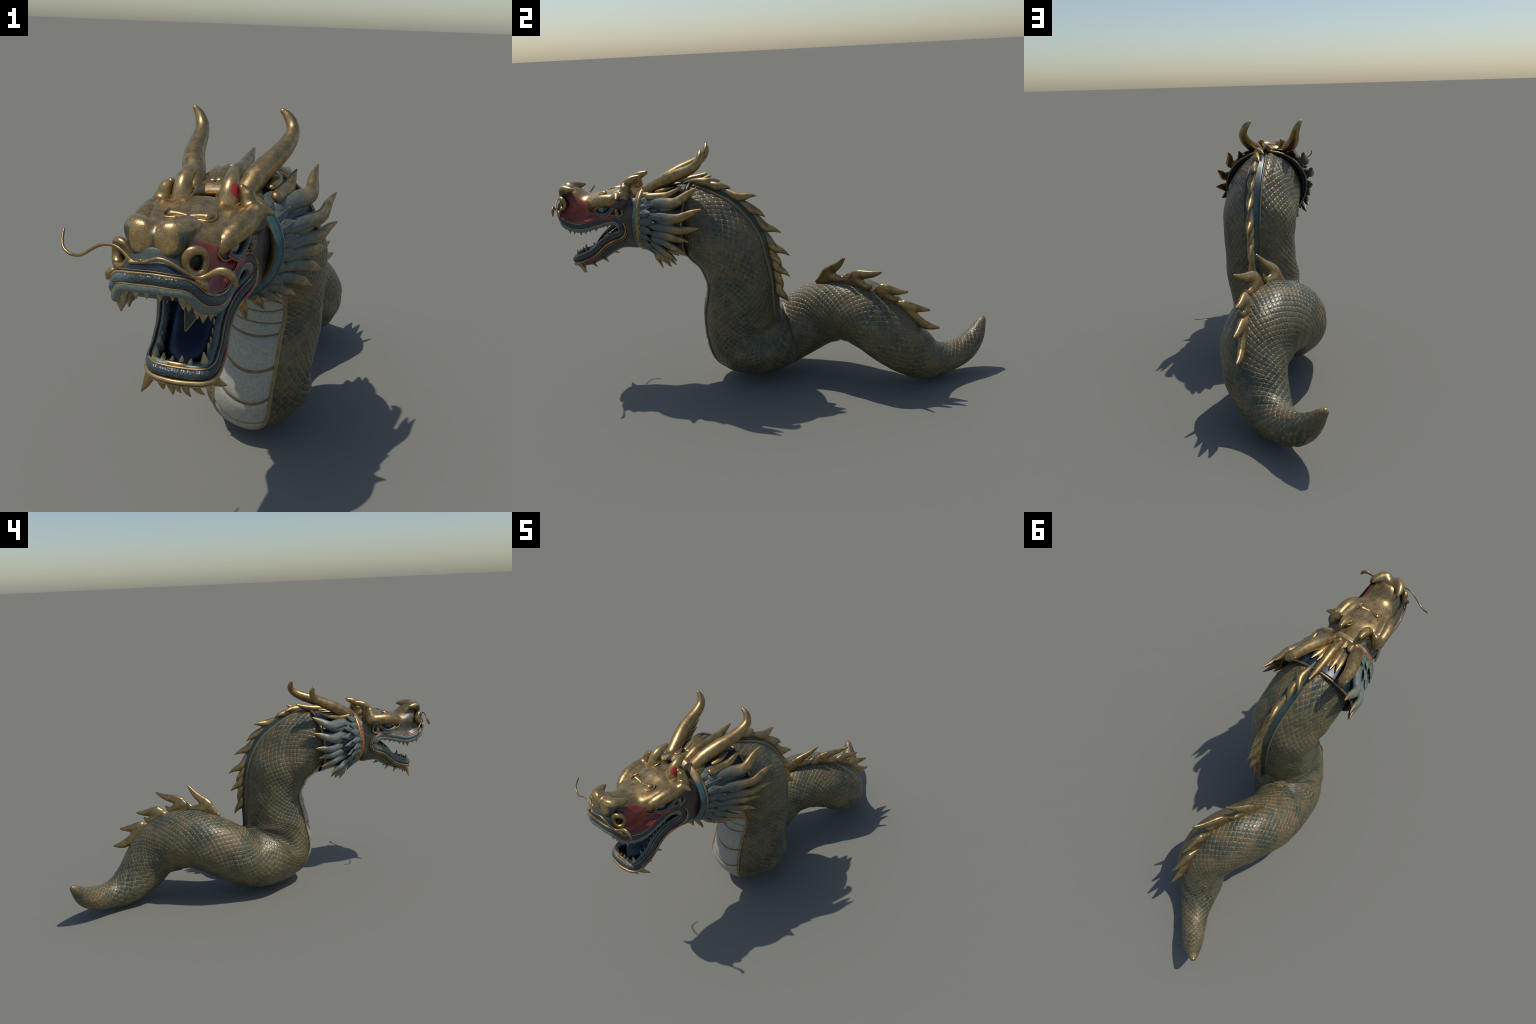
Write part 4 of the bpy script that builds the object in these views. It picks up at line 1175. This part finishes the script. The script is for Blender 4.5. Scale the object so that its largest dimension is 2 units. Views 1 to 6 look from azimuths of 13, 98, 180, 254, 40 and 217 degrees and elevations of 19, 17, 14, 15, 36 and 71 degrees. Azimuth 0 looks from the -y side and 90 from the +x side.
def leaf_mesh(name, M, L, W, H, mat, parent, curl=0.2, sharp=0.75):
    """pointed, keeled leaf with thickness; M maps local (x along, y across, z out)"""
    nu, nv = 11, 9
    u = np.linspace(0, 1, nu); v = np.linspace(-1, 1, nv)
    U, Vv = np.meshgrid(u, v, indexing="ij")
    wid = W * np.where(U < 0.45, 0.62 + 0.38 * np.sin(U / 0.45 * math.pi / 2), np.clip((1 - U) / 0.55, 0, 1)**sharp)
    x = U * L; y = Vv * wid / 2
    z = H * (1 - np.abs(Vv)**1.3) * (1 - 0.6 * U) + curl * L * U**2 + 0.12 * H * np.cos(Vv * 9.4) * (1 - U)
    top = np.stack([x, y, z], -1).reshape(-1, 3)
    botz = curl * L * U**2 - 0.35 * H * (1 - U) - 0.0025 * (1 - U)
    bot = np.stack([x, y, np.minimum(botz, z - 0.0004)], -1).reshape(-1, 3)
    f = grid_faces(nu, nv, closed=False, flip=True).tolist()
    o = nu * nv
    f += [[i + o for i in q[::-1]] for q in f[:]]
    rim = [i for i in range(nv)] + [i * nv + nv - 1 for i in range(1, nu)] + [(nu - 1) * nv + j for j in range(nv - 2, -1, -1)] + [i * nv for i in range(nu - 2, 0, -1)]
    for a, b in zip(rim, rim[1:] + rim[:1]):
        f.append([a, a + o, b + o, b][::-1])
    P = np.vstack([top, bot])
    P = P @ M[:3, :3].T + M[:3, 3]
    uv = np.stack([U.ravel(), (Vv.ravel() + 1) / 2], -1)
    return make(name, P, f, mat, parent, np.vstack([uv, uv]))


def frame_matrix(o, along, out):
    x = unit(np.asarray(along, float)); z = np.asarray(out, float); z = unit(z - (z @ x) * x); y = np.cross(z, x)
    M = np.eye(4); M[:3, 0], M[:3, 1], M[:3, 2], M[:3, 3] = x, y, z, o
    return M


# tips of the long mane spikes on the +x side, crown to throat, and the same on the -x side
SPIKES = [
    ((0.130, -0.490, 0.925), (0.142, -0.430, 0.932), (0.142, -0.364, 0.961), 0.015),
    ((0.140, -0.482, 0.895), (0.193, -0.385, 0.906), (0.188, -0.288, 0.963), 0.0215),
    ((0.166, -0.476, 0.837), (0.226, -0.370, 0.842), (0.241, -0.261, 0.882), 0.0185),
    ((0.172, -0.466, 0.790), (0.224, -0.375, 0.786), (0.251, -0.276, 0.801), 0.0170),
    ((0.170, -0.470, 0.757), (0.212, -0.405, 0.750), (0.231, -0.330, 0.739), 0.0165),
    ((0.162, -0.474, 0.726), (0.203, -0.420, 0.708), (0.225, -0.352, 0.682), 0.0165),
    ((0.150, -0.490, 0.698), (0.186, -0.455, 0.676), (0.207, -0.395, 0.645), 0.0150),
    ((0.125, -0.500, 0.672), (0.150, -0.475, 0.646), (0.165, -0.420, 0.618), 0.0140),
    ((0.098, -0.510, 0.655), (0.120, -0.490, 0.630), (0.138, -0.452, 0.600), 0.0125),
    ((0.070, -0.530, 0.650), (0.082, -0.510, 0.622), (0.090, -0.475, 0.588), 0.0125),
    ((0.042, -0.545, 0.645), (0.048, -0.533, 0.608), (0.052, -0.518, 0.566), 0.0115),
    ((0.012, -0.555, 0.642), (0.014, -0.548, 0.608), (0.012, -0.540, 0.568), 0.0110),
]
RIGHT_TIPS = {1: (-0.178, -0.302, 0.952), 2: (-0.218, -0.295, 0.877), 3: (-0.218, -0.303, 0.797), 4: (-0.205, -0.325, 0.741), 5: (-0.197, -0.338, 0.690)}


def build_mane(hd):
    # dark lacquered skirt from the collar to a gold wire ring round the neck
    t = np.linspace(0, 2 * math.pi, 97)[:-1]
    ring = lambda tt: np.stack([0.008 + 0.200 * np.sin(tt), -0.352 - 0.022 * (1 - np.cos(tt)) / 2, 0.787 + 0.172 * np.cos(tt)], -1)
    a0 = collar_pt(t, CA - 0.002, CB - 0.002, 0.015)
    rows = []
    for q in np.linspace(0, 1, 14):
        rows.append(a0 * (1 - q) + ring(t) * q + (0.006 * math.sin(q * math.pi) + 0.012 * math.sin(min(1, q * 1.6) * math.pi) * sstep(0.1, 0.6, -np.sin(t))[:, None]) * unit(a0 - CC))
    for q in (0.99, 0.96, 0.92):
        r = ring(t); c = V(0.008, -0.362, 0.787)
        rows.append(c + (r - c) * q + V(0, -0.012 * (1 if q < 0.99 else 0.3), 0))
    # lower third of the skirt is cut away: the throat shows there
    N = len(rows)
    make("mane_skirt", np.array(rows).reshape(-1, 3), grid_faces(N, 96, flip=False), "navy_lacquer", hd)
    tr = np.linspace(-2.55, 2.55, 60)
    tube_obj("mane_ring", ring(tr), 0.0055, "ridge_spike", hd, n=120, m=10, ref=(0, 1, 0))
    # petals behind the collar, two staggered rows
    N1 = 27
    for row, (n, L, W, H, lift, dy, off) in enumerate(((N1, 0.068, 0.041, 0.010, 0.34, 0.010, 0.5), (N1, 0.098, 0.039, 0.010, 0.24, 0.020, 0.0))):
        for i in range(n):
            ang = 2 * math.pi * (i + off) / n + rng.normal() * 0.02
            o = collar_pt(ang, CA + (0.004 if row == 0 else -0.001), CB + (0.004 if row == 0 else -0.001), dy)
            out = unit(V(math.sin(ang) / CA, 0, math.cos(ang) / CB))
            o = o + out * 0.013 * float(sstep(0.1, 0.6, -math.sin(ang)))
            lf = lift + 0.035 * rng.normal()
            if abs(((ang + math.pi) % (2 * math.pi)) - math.pi) < 0.62:
                lf *= 0.55
            down = V(0, 0, -0.35) * max(0, -math.cos(ang)) * 0.8
            along = V(0, 1, 0) + lf * 1.15 * out + down
            k = 1 + 0.14 * rng.normal()
            top = abs(((ang + math.pi) % (2 * math.pi)) - math.pi) < 0.66
            if top and row == 1:
                continue
            if top:
                along = V(0, 1, 0) + 0.12 * out
            leaf_mesh("mane_petal", frame_matrix(o, along, out), (0.048 if top else L * k), (0.043 if top else W), H, "gilded_bronze" if top else "painted_petal", hd, curl=0.10 + 0.03 * rng.normal())
    # long spikes
    for i, (b, m_, tp, r0) in enumerate(SPIKES):
        for s in (1, -1):
            P = np.array([b, m_, tp], float)
            if s < 0:
                P[:, 0] = 0.016 - P[:, 0] + 0.002 * i / 11
                if i in RIGHT_TIPS:
                    tt = np.array(RIGHT_TIPS[i]); d = tt - P[2]
                    P[2] += d; P[1] += 0.55 * d; P[0] += 0.1 * d
            c0 = V(0.008, 0, 0.79)
            rad = unit((P - c0) * V(1, 0, 1))
            P = P + rad * (np.array([-0.005, -0.007, 0.0]) if s > 0 else np.array([0.012, 0.008, 0.0]))[:, None]
            if i >= 7:
                P[2] += V(0, 0.010, -0.002)
            r = r0 * 1.10
            P[0] = P[0] + V(0, -0.016, 0) if i < 8 else P[0]
            b0 = P[0] - 0.25 * (P[1] - P[0])
            out = unit(V(P[1, 0], 0, P[1, 2] - 0.79))
            sag = 0.35 * P[0] + 0.65 * P[1] - 0.004 * out
            late = 0.45 * P[1] + 0.55 * P[2] - 0.003 * out
            mat = "gilded_bronze" if i == 0 or (i >= 9) else "painted_spike"
            tube_obj("mane_spike", [b0, sag, P[1], late, P[2]], [r * 0.95, r * 1.06, r, r * 0.74, r * 0.17], mat, hd, n=26, m=14, flat=0.76, ref=out)
            # ragged shorter lock lying under each spike
            if 1 <= i <= 8:
                q = 0.45 * P + 0.55 * np.array([P[0], P[0] * 0.5 + P[1] * 0.5, P[1]])
                dirn = V(0, 0, -1) if i < 5 else V(-s * 0.6, 0, -0.5)
                q = q + 0.018 * dirn - 0.010 * out
                tube_obj("mane_lock", [q[0], q[1], q[2]], [r * 0.8, r * 0.75, r * 0.12], "painted_spike", hd, n=16, m=10, flat=0.7, ref=out)
    # crown: one tall spike in the middle, small ones beside it
    tube_obj("crown_spike", [(0.001, -0.545, 0.930), (0.002, -0.500, 0.953), (0.002, -0.420, 0.962), (0.001, -0.345, 0.972), (0.0, -0.281, 0.994)], [0.016, 0.022, 0.021, 0.017, 0.005], "gilded_bronze", hd, n=28, m=16, ref=(0, 0, 1))
    for p in ([(0.034, -0.50, 0.945), (0.048, -0.445, 0.955), (0.058, -0.388, 0.966)], [(0.020, -0.50, 0.945), (0.028, -0.45, 0.953), (0.032, -0.396, 0.960)],
              [(-0.030, -0.51, 0.945), (-0.036, -0.45, 0.956), (-0.042, -0.386, 0.966)], [(-0.052, -0.50, 0.94), (-0.060, -0.45, 0.950), (-0.070, -0.394, 0.960)],
              [(0.100, -0.49, 0.935), (0.104, -0.45, 0.945), (0.108, -0.405, 0.955)], [(-0.108, -0.49, 0.93), (-0.112, -0.44, 0.940), (-0.116, -0.39, 0.955)]):
        tube_obj("crown_tuft", p, [0.014, 0.0185, 0.002], "gilded_bronze", hd, n=18, m=14, ref=(0, 0, 1), flat=0.55)


def build_horns(hd):
    left = [(0.048, -0.545, 0.925), (0.060, -0.500, 0.956), (0.092, -0.414, 0.998), (0.110, -0.335, 1.028), (0.110, -0.287, 1.066), (0.092, -0.281, 1.095), (0.079, -0.283, 1.106)]
    right = [(-0.090, -0.545, 0.925), (-0.104, -0.500, 0.954), (-0.129, -0.423, 0.996), (-0.136, -0.361, 1.025), (-0.145, -0.315, 1.066), (-0.157, -0.310, 1.090), (-0.166, -0.312, 1.103)]
    for P in (left, right):
        tube_obj("horn", P, [0.028, 0.031, 0.0285, 0.0235, 0.0175, 0.0125, 0.0072], "gilded_bronze", hd, n=60, m=24, ref=(1, 0, 0.3))


# ------------------------------------------------------------------ assembly
def main():
    for o in list(bpy.data.objects):
        bpy.data.objects.remove(o)
    make_materials()
    root = bpy.data.objects.new("dragon_statue", None)
    bpy.context.scene.collection.objects.link(root)
    root["label"] = "gilded Chinese dragon with open jaws, horns and teal scaly serpent body"
    root["category"] = "dragon statue"
    B, parts = build_body(root)
    build_fins(B, parts["torso"])
    build_head(root)


main()
